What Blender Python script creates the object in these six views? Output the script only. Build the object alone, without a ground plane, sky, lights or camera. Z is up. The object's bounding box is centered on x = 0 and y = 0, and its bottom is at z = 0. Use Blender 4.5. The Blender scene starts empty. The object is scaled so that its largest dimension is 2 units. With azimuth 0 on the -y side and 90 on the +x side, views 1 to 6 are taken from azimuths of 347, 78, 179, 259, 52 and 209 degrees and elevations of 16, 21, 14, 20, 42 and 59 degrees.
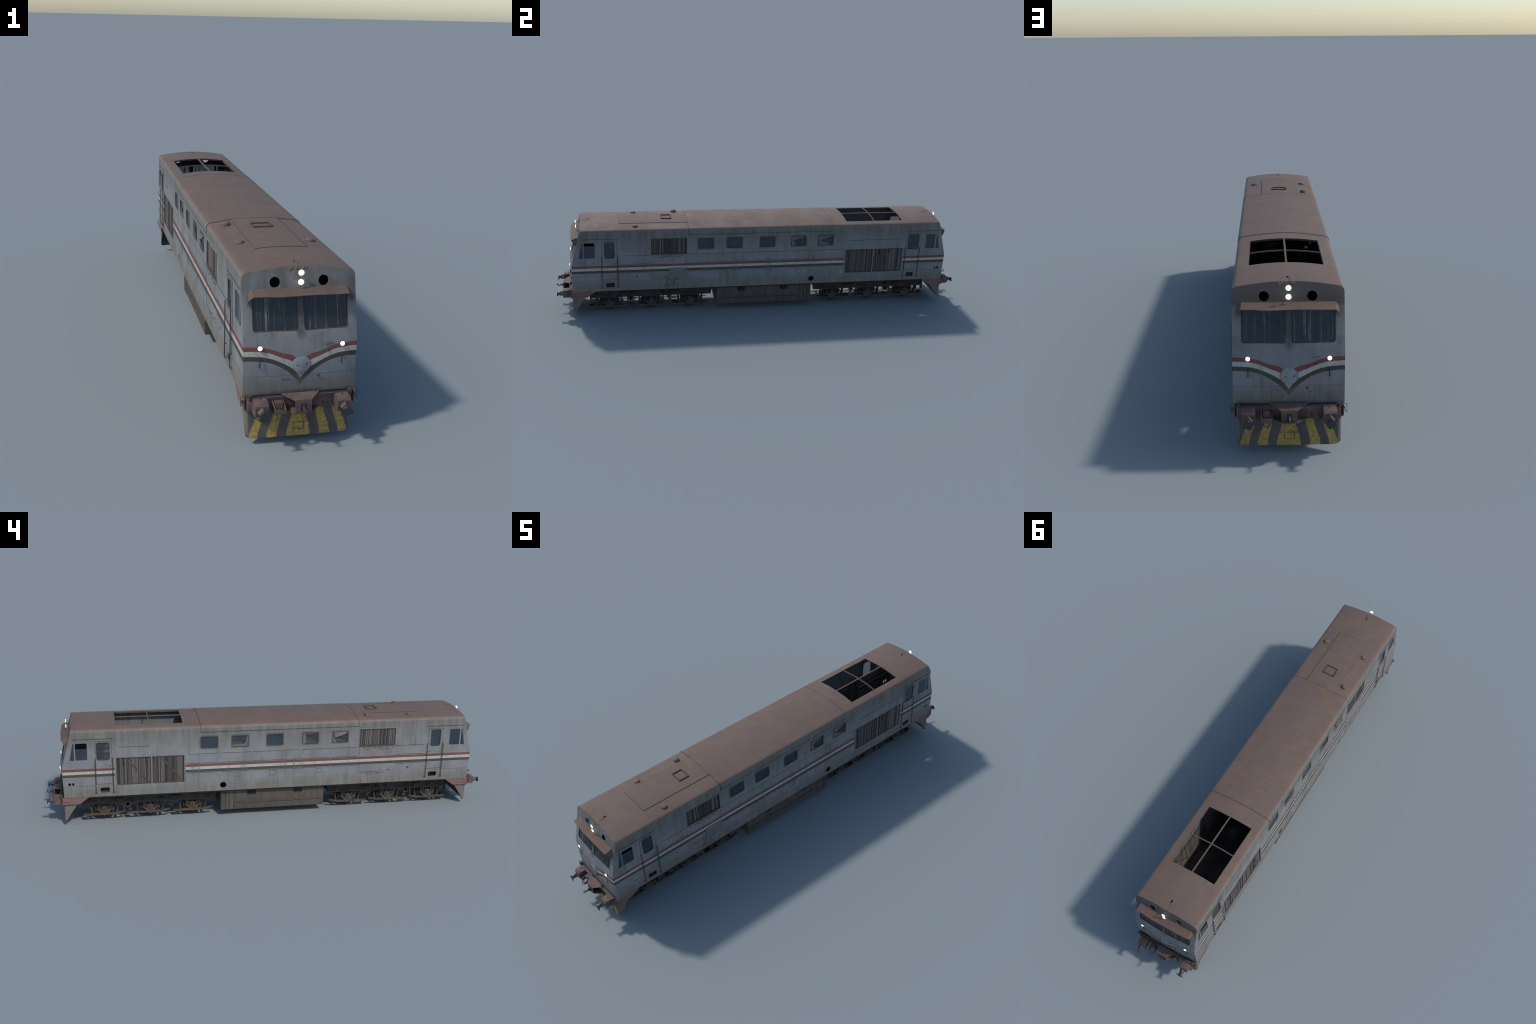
# Weathered six-axle diesel locomotive with two cabs, built part by part.
import bpy, bmesh, math, random
from mathutils import Vector, Matrix

rnd = random.Random(7)
PITCH = 0.0030            # the thing sits very slightly nose-down
W = 0.1430                # half width of the body
ZB, ZC = 0.1300, 0.4457   # body bottom, roof crown
scene = bpy.context.scene
col = scene.collection

# ------------------------------------------------------------------ materials
class NT:
    """small helper round a node tree"""
    def __init__(self, name):
        self.m = bpy.data.materials.new(name); self.m.use_nodes = True
        self.t = self.m.node_tree; self.t.nodes.clear()
        self.out = self.t.nodes.new("ShaderNodeOutputMaterial")
    def n(self, kind, **kw):
        nd = self.t.nodes.new(kind)
        for k, v in kw.items(): setattr(nd, k, v)
        return nd
    def put(self, sock, v):
        if isinstance(v, (int, float)): sock.default_value = v
        elif isinstance(v, tuple): sock.default_value = v if len(v) == len(sock.default_value) else (*v, 1.0)
        else: self.t.links.new(v, sock)
    def math(self, op, a, b=0.0, c=None, clamp=False):
        nd = self.n("ShaderNodeMath", operation=op, use_clamp=clamp)
        self.put(nd.inputs[0], a); self.put(nd.inputs[1], b)
        if c is not None: self.put(nd.inputs[2], c)
        return nd.outputs[0]
    def add(self, a, b): return self.math("ADD", a, b)
    def sub(self, a, b): return self.math("SUBTRACT", a, b)
    def mul(self, a, b): return self.math("MULTIPLY", a, b)
    def ss(self, v, lo, hi, a=0.0, b=1.0):
        nd = self.n("ShaderNodeMapRange", interpolation_type="SMOOTHSTEP")
        self.put(nd.inputs["Value"], v)
        for k, x in (("From Min", lo), ("From Max", hi), ("To Min", a), ("To Max", b)): self.put(nd.inputs[k], x)
        return nd.outputs[0]
    def band(self, v, lo, hi, soft=0.0004):
        return self.mul(self.ss(v, lo - soft, lo + soft), self.ss(v, hi - soft, hi + soft, 1.0, 0.0))
    def mix(self, f, a, b, blend="MIX"):
        nd = self.n("ShaderNodeMix", data_type="RGBA", blend_type=blend)
        self.put(nd.inputs["Factor"], f); self.put(nd.inputs[6], a); self.put(nd.inputs[7], b)
        return nd.outputs[2]
    def noise(self, vec, scale, detail=4.0, rough=0.55):
        nd = self.n("ShaderNodeTexNoise")
        if vec is not None: self.put(nd.inputs["Vector"], vec)
        nd.inputs["Scale"].default_value = scale; nd.inputs["Detail"].default_value = detail
        nd.inputs["Roughness"].default_value = rough
        return nd.outputs["Fac"]
    def vmap(self, vec, scale, loc=(0, 0, 0)):
        nd = self.n("ShaderNodeMapping"); self.put(nd.inputs["Vector"], vec)
        nd.inputs["Scale"].default_value = scale; nd.inputs["Location"].default_value = loc
        return nd.outputs[0]
    def obj(self): return self.n("ShaderNodeTexCoord").outputs["Object"]
    def xyz(self, v):
        nd = self.n("ShaderNodeSeparateXYZ"); self.put(nd.inputs[0], v); return nd.outputs
    def bump(self, h, strength, dist=0.001):
        nd = self.n("ShaderNodeBump"); nd.inputs["Strength"].default_value = strength
        nd.inputs["Distance"].default_value = dist; self.put(nd.inputs["Height"], h); return nd.outputs[0]
    def bsdf(self, color, rough=0.7, metal=0.0, normal=None, spec=0.35, **kw):
        nd = self.n("ShaderNodeBsdfPrincipled")
        self.put(nd.inputs["Base Color"], color); self.put(nd.inputs["Roughness"], rough)
        nd.inputs["Metallic"].default_value = metal; nd.inputs["Specular IOR Level"].default_value = spec
        if normal is not None: self.put(nd.inputs["Normal"], normal)
        return nd.outputs[0]
    def done(self, shader):
        self.t.links.new(shader, self.out.inputs["Surface"]); return self.m

def rust_color(q, p):
    fine = q.noise(q.vmap(p, (1, 1, 1)), 130, 5, 0.65)
    big = q.noise(q.vmap(p, (1.6, 0.8, 1)), 9.0, 6, 0.6)
    sm = q.noise(q.vmap(p, (0.7, 1.8, 1), (3, 1, 2)), 24.0, 7, 0.66)
    c = q.mix(q.ss(big, 0.35, 0.65), ROOF_A, ROOF_B)
    c = q.mix(q.ss(q.add(q.mul(sm, 0.6), q.mul(big, 0.4)), 0.47, 0.64, 0, 0.80), c, ROOF_C)
    c = q.mix(q.ss(fine, 0.35, 0.7, 0.0, 0.30), c, ROOF_D)
    return c, fine
ROOF_A = (0.157, 0.108, 0.084); ROOF_B = (0.127, 0.094, 0.084)
ROOF_C = (0.182, 0.113, 0.065); ROOF_D = (0.095, 0.072, 0.062)

def body_material():
    q = NT("weathered_paint"); p = q.obj(); x, y, z = q.xyz(p)
    nx, ny, nz = q.xyz(q.n("ShaderNodeNewGeometry").outputs["Normal"])
    streak = q.noise(q.vmap(p, (80, 80, 5)), 1.0, 5, 0.6)
    streak2 = q.noise(q.vmap(p, (34, 34, 2.2), (5, 2, 1)), 1.0, 5, 0.6)
    cloud = q.noise(p, 11.0, 6, 0.6)
    speck = q.noise(p, 90.0, 5, 0.7)
    c = q.mix(q.ss(cloud, 0.32, 0.68), (0.212, 0.218, 0.225), (0.165, 0.169, 0.167))
    c = q.mix(q.ss(speck, 0.40, 0.72, 0, 0.35), c, (0.232, 0.233, 0.234))
    # ---- stripes: straight on the sides, swept to a V on the cab fronts
    front = q.ss(q.math("ABSOLUTE", ny), 0.55, 0.75)
    ax = q.math("ABSOLUTE", x)
    fc = q.n("ShaderNodeFloatCurve"); cv = fc.mapping.curves[0]
    pts = [(0.0, 1.0), (0.124, 0.645), (0.177, 0.520), (0.25, 0.395), (0.41, 0.180), (0.60, 0.04), (0.76, 0.0), (1.0, 0.0)]
    while len(cv.points) < len(pts): cv.points.new(0.5, 0.5)
    for a, b in zip(cv.points, pts): a.location = b
    fc.mapping.update()
    q.put(fc.inputs["Value"], q.math("DIVIDE", ax, 0.15))
    drop = q.mul(q.mul(fc.outputs[0], 0.068), front)
    wid = q.add(1.0, q.mul(q.ss(ax, 0.0, 0.06, 0.62, 0.0), front))
    edge = q.mul(q.sub(q.noise(p, 240.0, 3, 0.6), 0.5), 0.0030)
    t = q.math("DIVIDE", q.sub(q.add(z, drop), 0.2222), wid)
    te = q.add(t, edge)
    te2 = q.add(t, q.mul(edge, 0.4))
    # pieces of stripe that are missing: round the intake grilles and a few scrapes
    keep = q.add(1.0, q.mul(q.band(y, 0.398, 0.704, 0.004), -1.0))
    keep = q.math("MAXIMUM", keep, front)
    wear = q.ss(q.add(q.mul(speck, 0.5), q.mul(cloud, 0.5)), 0.60, 0.74, 1.0, 0.45)
    keep = q.mul(keep, wear)
    white = q.mix(q.ss(speck, 0.35, 0.65), (0.41, 0.41, 0.36), (0.34, 0.35, 0.31))
    dark = q.mix(q.ss(cloud, 0.40, 0.60), (0.062, 0.050, 0.047), (0.056, 0.056, 0.049))
    red = q.mix(q.ss(cloud, 0.35, 0.65), (0.185, 0.062, 0.060), (0.150, 0.050, 0.050))
    c = q.mix(q.mul(q.band(te, 0.0, 0.0122, 0.0005), keep), c, dark)
    c = q.mix(q.mul(q.band(te, 0.0122, 0.0253, 0.0005), keep), c, white)
    c = q.mix(q.mul(q.band(te2, 0.0253, 0.0368, 0.0005), keep), c, red)
    # ---- dirt
    top = q.math("MAXIMUM", q.ss(z, 0.305, 0.415), q.mul(front, q.ss(z, 0.345, 0.395)))
    topf = q.math("MINIMUM", q.mul(top, q.add(0.34, q.mul(q.ss(streak2, 0.30, 0.70), 0.62))), 0.92)
    topf = q.math("MAXIMUM", topf, q.mul(q.mul(front, q.ss(y, -0.1, 0.1)), q.ss(z, 0.372, 0.392, 0.0, 0.9)))
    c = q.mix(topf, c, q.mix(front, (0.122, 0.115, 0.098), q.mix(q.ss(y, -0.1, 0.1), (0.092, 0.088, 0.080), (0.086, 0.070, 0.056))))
    low = q.mul(q.ss(z, 0.192, 0.150), q.ss(streak2, 0.28, 0.62, 0.30, 0.92))
    c = q.mix(low, c, (0.160, 0.142, 0.122))
    sk = q.mul(q.ss(streak, 0.50, 0.70), q.ss(cloud, 0.36, 0.60, 0.15, 0.65))
    c = q.mix(sk, c, (0.108, 0.105, 0.098))
    run = q.mul(q.ss(q.noise(q.vmap(p, (55, 55, 3.5), (9, 4, 0)), 1.0, 4, 0.6), 0.61, 0.74), q.ss(cloud, 0.46, 0.6, 0.0, 0.5))
    c = q.mix(run, c, (0.16, 0.120, 0.085))
    # dark smudges round the head lamps and below the louvres, flaking under the side flaps
    def blot(y0, z0, ry, rz, amount, colour, c, thr=(0.95, 0.35), xm=False):
        dy = q.math("DIVIDE", q.sub(x if xm else y, y0), ry); dz = q.math("DIVIDE", q.sub(z, z0), rz)
        d = q.math("SQRT", q.add(q.mul(dy, dy), q.mul(dz, dz)))
        d = q.add(d, q.mul(q.sub(q.noise(p, 45.0, 5, 0.65), 0.5), 1.1))
        m = q.mul(q.ss(d, thr[0], thr[1]), amount)
        return q.mix(q.mul(m, front) if xm else m, c, colour)
    c = blot(0.0, 0.425, 0.020, 0.026, 0.72, (0.055, 0.052, 0.048), c, xm=True)
    c = blot(0.0, 0.342, 0.014, 0.066, 0.85, (0.070, 0.065, 0.060), c, (1.1, 0.5), xm=True)
    c = blot(0.0, 0.290, 0.020, 0.020, 0.45, (0.09, 0.09, 0.09), c, xm=True)
    c = blot(0.0, 0.132, 0.145, 0.014, 0.60, (0.07, 0.065, 0.06), c, (1.1, 0.3), xm=True)
    c = blot(-0.45, 0.180, 0.060, 0.012, 0.55, (0.10, 0.095, 0.088), c)
    c = blot(-0.47, 0.302, 0.085, 0.012, 0.70, (0.13, 0.115, 0.10), c)
    c = blot(-0.755, 0.178, 0.030, 0.014, 0.55, (0.15, 0.135, 0.115), c)
    c = blot(0.75, 0.178, 0.030, 0.014, 0.60, (0.16, 0.142, 0.12), c)
    flake = q.n("ShaderNodeTexNoise"); q.put(flake.inputs["Vector"], q.vmap(p, (40, 40, 22))); flake.inputs["Scale"].default_value = 1.0; flake.inputs["Detail"].default_value = 5
    ring = q.band(flake.outputs["Fac"], 0.49, 0.53, 0.012)
    reg = q.mul(q.band(y, -0.505, -0.395, 0.012), q.band(z, 0.135, 0.185, 0.008))
    c = q.mix(q.mul(reg, q.mul(ring, 0.92)), c, (0.055, 0.053, 0.052))
    c = q.mix(q.mul(reg, q.ss(flake.outputs["Fac"], 0.53, 0.50, 0, 0.22)), c, (0.25, 0.255, 0.265))
    # old oval plate marks beside the doors
    for yc in (-0.826, 0.836):
        dy = q.math("DIVIDE", q.sub(y, yc), 0.0255); dz = q.math("DIVIDE", q.sub(z, 0.2005), 0.0165)
        d = q.math("SQRT", q.add(q.mul(dy, dy), q.mul(dz, dz)))
        m = q.mul(q.band(d, 0.90, 1.02, 0.05), q.ss(speck, 0.38, 0.58, 0.1, 0.65))
        m = q.mul(m, q.ss(x, 0.10, 0.12))
        c = q.mix(m, c, (0.10, 0.10, 0.10))
    # dark weathering round the side windows
    dm = None
    for yc in (-0.295, -0.158, 0.0035, 0.159, 0.295):
        d = q.math("ABSOLUTE", q.sub(y, yc)); dm = d if dm is None else q.math("MINIMUM", dm, d)
    wob = q.mul(q.sub(q.noise(p, 60.0, 4, 0.6), 0.5), 0.014)
    m = q.mul(q.ss(q.add(dm, wob), 0.0465, 0.0375), q.mul(q.ss(q.add(z, wob), 0.3215, 0.3300), q.ss(z, 0.3930, 0.3860)))
    c = q.mix(q.mul(m, 0.62), c, (0.095, 0.086, 0.076))
    # cab front plate joint
    c = q.mix(q.mul(front, q.mul(q.band(z, 0.1805, 0.1823, 0.0006), 0.65)), c, (0.09, 0.09, 0.09))
    # ---- rusted roof
    rc, fine = rust_color(q, p)
    up = q.mul(q.ss(q.add(nz, q.mul(q.sub(cloud, 0.5), 0.5)), 0.30, 0.72), q.ss(z, 0.405, 0.418))
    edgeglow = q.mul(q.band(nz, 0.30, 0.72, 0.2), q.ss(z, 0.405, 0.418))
    c = q.mix(up, c, rc)
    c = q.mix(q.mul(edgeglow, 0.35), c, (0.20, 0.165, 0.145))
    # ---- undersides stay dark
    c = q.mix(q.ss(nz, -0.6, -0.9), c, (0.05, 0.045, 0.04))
    h = q.add(q.mul(streak, 0.5), q.mul(speck, 0.6))
    nb = q.bump(h, 0.35, 0.0012)
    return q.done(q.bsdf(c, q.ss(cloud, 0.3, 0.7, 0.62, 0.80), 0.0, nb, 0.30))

def plain(name, a, b, scale=40, rough=0.75, metal=0.0, spec=0.3, rand=0.0, dust=None, stretch=(1, 1, 1), bump=0.4):
    q = NT(name); p = q.obj()
    f = q.noise(q.vmap(p, stretch), scale, 6, 0.62)
    c = q.mix(q.ss(f, 0.32, 0.68), a, b)
    if dust:
        nz = q.xyz(q.n("ShaderNodeNewGeometry").outputs["Normal"])[2]
        c = q.mix(q.mul(q.ss(nz, 0.2, 0.9), 0.8), c, dust)
    if rand:
        r = q.n("ShaderNodeObjectInfo").outputs["Random"]
        v = q.ss(r, 0, 1, 1 - rand, 1 + rand)
        hs = q.n("ShaderNodeHueSaturation"); q.put(hs.inputs["Value"], v); q.put(hs.inputs["Color"], c); c = hs.outputs[0]
    return q.done(q.bsdf(c, rough, metal, q.bump(f, bump, 0.0012), spec))

def glass(name, tint, clear, streaky=0.0, rough=0.12):
    q = NT(name); p = q.obj()
    s = q.noise(q.vmap(p, (150, 3, 2.0)) if streaky else q.vmap(p, (20, 20, 120)), 1.0, 5, 0.65)
    g = q.noise(p, 18.0, 5, 0.6)
    c = q.mix(q.ss(g, 0.3, 0.7), tint, tuple(v * 0.65 for v in tint))
    if streaky:
        c = q.mix(q.mul(q.mul(q.ss(s, 0.55, 0.62), streaky), q.ss(q.noise(p, 28.0, 3, 0.5), 0.40, 0.58, 0.1, 1.0)), c, (0.24, 0.23, 0.22))
        c = q.mix(q.mul(q.ss(s, 0.45, 0.41), 0.95), c, (0.008, 0.009, 0.010))
    sh = q.bsdf(c, rough, 0.0, q.bump(g, 0.06, 0.0006), 0.5)
    tr = q.n("ShaderNodeBsdfTransparent"); tr.inputs[0].default_value = (0.86, 0.90, 0.94, 1)
    mx = q.n("ShaderNodeMixShader"); mx.inputs[0].default_value = clear
    if streaky: q.put(mx.inputs[0], q.mul(q.ss(s, 0.41, 0.45, 0.0, clear), q.ss(s, 0.55, 0.62, 1.0, 0.4)))
    q.t.links.new(sh, mx.inputs[1]); q.t.links.new(tr.outputs[0], mx.inputs[2])
    return q.done(mx.outputs[0])

def plow_material():
    q = NT("hazard_stripes"); p = q.obj(); x, y, z = q.xyz(p)
    n = q.noise(p, 120.0, 6, 0.65); g = q.noise(p, 30.0, 5, 0.6)
    base = q.mix(q.ss(g, 0.35, 0.65), (0.105, 0.098, 0.092), (0.082, 0.077, 0.074))
    yel = q.mix(q.ss(n, 0.33, 0.62), (0.48, 0.330, 0.090), (0.290, 0.205, 0.065))
    yel = q.mix(q.ss(g, 0.5, 0.7, 0, 0.6), yel, (0.17, 0.14, 0.06))
    # five yellow bars fanning out towards the foot of the blade
    fan = q.ss(z, 0.018, 0.092, 1.0, 0.0)
    xe = q.add(q.math("ABSOLUTE", x), q.mul(q.sub(n, 0.5), 0.008))
    m = None
    for (b0, b1, t0, t1) in ((-0.02, 0.031, -0.02, 0.0155), (0.055, 0.081, 0.043, 0.0635), (0.104, 0.1265, 0.086, 0.105)):
        lo = q.add(t0, q.mul(fan, b0 - t0)); hi = q.add(t1, q.mul(fan, b1 - t1))
        k = q.mul(q.ss(q.sub(xe, lo), -0.0012, 0.0012), q.ss(q.sub(hi, xe), -0.0012, 0.0012))
        m = k if m is None else q.add(m, k)
    ny = q.xyz(q.n("ShaderNodeNewGeometry").outputs["Normal"])[1]
    fr = q.mul(q.ss(q.math("ABSOLUTE", y), 0.9205, 0.9215), q.ss(q.mul(q.math("SIGN", y), ny), 0.2, 0.5))
    c = q.mix(q.mul(q.mul(m, fr), q.ss(g, 0.25, 0.45, 0.6, 1.0)), base, yel)
    side = q.mix(q.ss(g, 0.35, 0.65), (0.175, 0.150, 0.130), (0.140, 0.120, 0.105))
    c = q.mix(q.ss(q.math("ABSOLUTE", x), 0.1265, 0.1300), c, side)
    return q.done(q.bsdf(c, 0.8, 0.0, q.bump(n, 0.5, 0.0012), 0.25))

def lamp_material():
    q = NT("lit_lamp"); e = q.n("ShaderNodeEmission")
    e.inputs[0].default_value = (1.0, 0.97, 0.90, 1); e.inputs[1].default_value = 2.2
    return q.done(e.outputs[0])

PAINT = body_material()
def roof_rust():
    q = NT("roof_rust"); c, f = rust_color(q, q.obj())
    return q.done(q.bsdf(c, 0.75, 0, q.bump(f, 0.3, 0.001), 0.3))
RUST = roof_rust()
SEAM = plain("dark_seam", (0.035, 0.034, 0.033), (0.06, 0.058, 0.055), 60)
PALE = plain("pale_edge", (0.30, 0.29, 0.27), (0.20, 0.18, 0.16), 60)  # light colour for thin strips drawn as highlights along panel ledges
FRAME = plain("window_frame", (0.085, 0.070, 0.060), (0.05, 0.045, 0.042), 60)
BLACK = plain("soot_black", (0.010, 0.010, 0.010), (0.018, 0.017, 0.016), 40)
FLOOR = plain("oily_floor", (0.030, 0.028, 0.026), (0.060, 0.054, 0.046), 14)
SLAT = plain("slat_metal", (0.128, 0.112, 0.103), (0.070, 0.062, 0.058), 30, 0.6, 0.0, 0.4, 0.55, None, (1, 1, 0.15))
RUSTY = plain("rusty_rubber", (0.090, 0.062, 0.045), (0.035, 0.032, 0.030), 60)
BACK = plain("grille_inside", (0.17, 0.15, 0.135), (0.035, 0.031, 0.029), 1.0, 0.7, 0, 0.3, 0, None, (200, 200, 4))
BEAM = plain("faded_red", (0.148, 0.094, 0.082), (0.088, 0.066, 0.060), 30, 0.75, 0, 0.3, 0, None)
SKIRT = plain("faded_red_side", (0.215, 0.104, 0.088), (0.165, 0.110, 0.096), 22)
STEEL = plain("dark_steel", (0.060, 0.062, 0.066), (0.035, 0.036, 0.038), 40, 0.5, 0.3)
BOGIE = plain("brake_dust", (0.060, 0.050, 0.042), (0.033, 0.028, 0.025), 30, 0.85, 0, 0.2, 0, None)  # base colour lightened to offset the body's shadow over the side frames
DUSTY = plain("dusty_iron", (0.095, 0.078, 0.063), (0.062, 0.052, 0.043), 40, 0.85, 0, 0.2)
TANK = plain("tank_brown", (0.112, 0.094, 0.080), (0.080, 0.068, 0.058), 16, 0.8, 0, 0.25, 0, None, (1, 3, 0.5))
BOARD = plain("weathered_board", (0.155, 0.140, 0.128), (0.115, 0.102, 0.092), 35)
VISOR = plain("visor_rust", (0.142, 0.093, 0.070), (0.105, 0.074, 0.061), 22)
PLATE = plain("grey_plate", (0.165, 0.163, 0.160), (0.125, 0.123, 0.118), 30)
EMBLEM = plain("emblem_grey", (0.26, 0.28, 0.29), (0.21, 0.225, 0.23), 60)
GLASS = glass("grimy_glass", (0.058, 0.078, 0.102), 0.30)  # tint brightened toward blue, putting the sky's reflection into the pane colour
WIND = glass("windscreen_glass", (0.040, 0.050, 0.064), 0.50, 0.75)
CLEAR = glass("clear_glass", (0.075, 0.088, 0.100), 0.62, rough=0.06)
PLOW = plow_material()
LAMP = lamp_material()

# ------------------------------------------------------------------ mesh helpers
root = bpy.data.objects.new("diesel_locomotive", None); col.objects.link(root)
root["label"] = "weathered grey diesel locomotive with rusty roof and striped cabs"
root["category"] = "diesel locomotive"
root.rotation_euler = (PITCH, 0, 0)

def obj_from_mesh(name, me, parent=None, kind=None):
    o = bpy.data.objects.new(name, me); col.objects.link(o); o.parent = parent or root
    if kind: o["kind"] = kind
    return o

def squeeze(bm):
    """bring the rigging in under the frames: outer gear sits just outside the wheels"""
    for v in bm.verts:
        if abs(v.co.x) > 0.083: v.co.x -= math.copysign(0.0145, v.co.x)
        if v.co.z < 0.1225: v.co.z -= 0.0045

class B:
    """collects simple solids into one mesh"""
    def __init__(self): self.bm = bmesh.new(); self.mats = []; self.xf = Matrix.Identity(4)
    def mi(self, m):
        if m not in self.mats: self.mats.append(m)
        return self.mats.index(m)
    def faces(self, verts, faces, mat, smooth=False):
        vs = [self.bm.verts.new(self.xf @ Vector(v)) for v in verts]; k = self.mi(mat)
        for f in faces:
            try: fc = self.bm.faces.new([vs[i] for i in f])
            except ValueError: continue
            fc.material_index = k; fc.smooth = smooth
    def box(self, lo, hi, mat, taper=None):
        (a, b, c), (d, e, f) = lo, hi
        v = [(a, b, c), (d, b, c), (d, e, c), (a, e, c), (a, b, f), (d, b, f), (d, e, f), (a, e, f)]
        self.faces(v, [(3, 2, 1, 0), (4, 5, 6, 7), (0, 1, 5, 4), (1, 2, 6, 5), (2, 3, 7, 6), (3, 0, 4, 7)], mat)
    def prism(self, poly, axis, a, b, mat, poly2=None):
        """poly: 2D points in the two other axes (in x,y,z order); extruded along axis from a to b"""
        def pt(p, w):
            return {0: (w, p[0], p[1]), 1: (p[0], w, p[1]), 2: (p[0], p[1], w)}[axis]
        n = len(poly); q2 = poly2 or poly
        v = [pt(p, a) for p in poly] + [pt(p, b) for p in q2]
        f = [tuple(range(n)), tuple(reversed(range(n, 2 * n)))] + [(i, i + n, (i + 1) % n + n, (i + 1) % n) for i in range(n)]
        self.faces(v, f, mat)
    def ring(self, outer, inner, axis, a, b, mat):
        def pt(p, w):
            return {0: (w, p[0], p[1]), 1: (p[0], w, p[1]), 2: (p[0], p[1], w)}[axis]
        n = len(outer); v = []
        for w in (a, b):
            v += [pt(p, w) for p in outer] + [pt(p, w) for p in inner]
        f = []
        for i in range(n):
            j = (i + 1) % n
            f += [(i, j, n + j, n + i), (2 * n + i, 3 * n + i, 3 * n + j, 2 * n + j), (i, 2 * n + i, 2 * n + j, j), (n + i, n + j, 3 * n + j, 3 * n + i)]
        self.faces(v, f, mat)
    def tube(self, pts, r, mat, seg=8, closed=False):
        pts = [Vector(p) for p in pts]; n = len(pts); v = []; f = []
        up = None
        for i, p in enumerate(pts):
            d = (pts[min(i + 1, n - 1)] - pts[max(i - 1, 0)]).normalized()
            if up is None: up = Vector((0, 0, 1)) if abs(d.z) < 0.9 else Vector((1, 0, 0))
            s = d.cross(up).normalized(); up = s.cross(d).normalized()
            rr = r[i] if isinstance(r, (list, tuple)) else r
            for k in range(seg):
                a = 2 * math.pi * k / seg
                v.append(p + s * (rr * math.cos(a)) + up * (rr * math.sin(a)))
        for i in range(n - 1):
            for k in range(seg):
                f.append((i * seg + k, i * seg + (k + 1) % seg, (i + 1) * seg + (k + 1) % seg, (i + 1) * seg + k))
        f += [tuple(reversed(range(seg))), tuple(range((n - 1) * seg, n * seg))]
        self.faces(v, f, mat, True)
    def lathe(self, prof, axis, centre, mat, seg=24, smooth=True):
        """prof: (radius, offset along axis) from end to end"""
        v = []; f = []; n = len(prof)
        for (r, h) in prof:
            for k in range(seg):
                a = 2 * math.pi * k / seg; c, s = r * math.cos(a), r * math.sin(a)
                p = {0: (h, c, s), 1: (c, h, s), 2: (c, s, h)}[axis]
                v.append(Vector(p) + Vector(centre))
        for i in range(n - 1):
            for k in range(seg):
                f.append((i * seg + k, i * seg + (k + 1) % seg, (i + 1) * seg + (k + 1) % seg, (i + 1) * seg + k))
        f += [tuple(range(seg)), tuple(range((n - 1) * seg, n * seg))]
        self.faces(v, f, mat, smooth)
    def mesh(self, name, angle=35, bevel=0.0):
        bmesh.ops.recalc_face_normals(self.bm, faces=self.bm.faces)
        if bevel:
            es = [e for e in self.bm.edges if len(e.link_faces) == 2 and e.calc_face_angle(0) > math.radians(40)]
            bmesh.ops.bevel(self.bm, geom=es, offset=bevel, segments=1, affect='EDGES', clamp_overlap=True)
        me = bpy.data.meshes.new(name); self.bm.to_mesh(me); self.bm.free()
        for m in self.mats: me.materials.append(m)
        for p in me.polygons: p.use_smooth = True
        me.set_sharp_from_angle(angle=math.radians(angle))
        return me
    def obj(self, name, parent=None, kind=None, angle=35, bevel=0.0):
        return obj_from_mesh(name, self.mesh(name, angle, bevel), parent, kind)

def rrect(u0, v0, u1, v1, r, seg=4):
    if r <= 0: r = 1e-5
    out = []
    for cx, cy, a0 in ((u1 - r, v1 - r, 0), (u0 + r, v1 - r, 90), (u0 + r, v0 + r, 180), (u1 - r, v0 + r, 270)):
        for k in range(seg + 1):
            a = math.radians(a0 + 90 * k / seg); out.append((cx + r * math.cos(a), cy + r * math.sin(a)))
    return out
def circle(u, v, r, n=28): return [(u + r * math.cos(2 * math.pi * k / n), v + r * math.sin(2 * math.pi * k / n)) for k in range(n)]

# ------------------------------------------------------------------ body shape
def roof_z(x, off=0.0):
    """height of the arched roof at x"""
    return ZC + off - 0.0082 * (abs(x) / 0.103) ** 2
def half_profile(off=0.0, zb=ZB):
    """right half of the cross section, foot to crown: flat side, rounded shoulder, arched roof"""
    w = W + off; r = 0.0155 + off
    xs = W - 0.0155; zs = roof_z(xs) - 0.0148
    pts = [(w, zb), (w, 0.20), (w, 0.262), (w, 0.32), (w, 0.38), (w, zs)]
    for k in range(1, 7):
        a = math.radians(76.5 * k / 6); pts.append((xs + r * math.cos(a), zs + r * math.sin(a)))
    last = pts[-1][0]
    for k in range(1, 9):
        x = last * (1 - k / 8); pts.append((x, roof_z(x, off)))
    return pts
def front_y(z, x, off=0.0):
    """distance of the cab front from the middle: upright below the waist, raked above, gently bowed"""
    if z < 0.262: y = 0.9205 + (z - ZB) / (0.262 - ZB) * 0.0035
    else: y = 0.924 - (z - 0.262) * 0.2530
    bow = 0.0060 + 0.0030 * (z - ZB) / 0.11 if z < 0.24 else 0.0090 - 0.0065 * min(1.0, (z - 0.24) / 0.19)
    return y + bow * (1 - min(1, abs(x) / W) ** 2) + off
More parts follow.
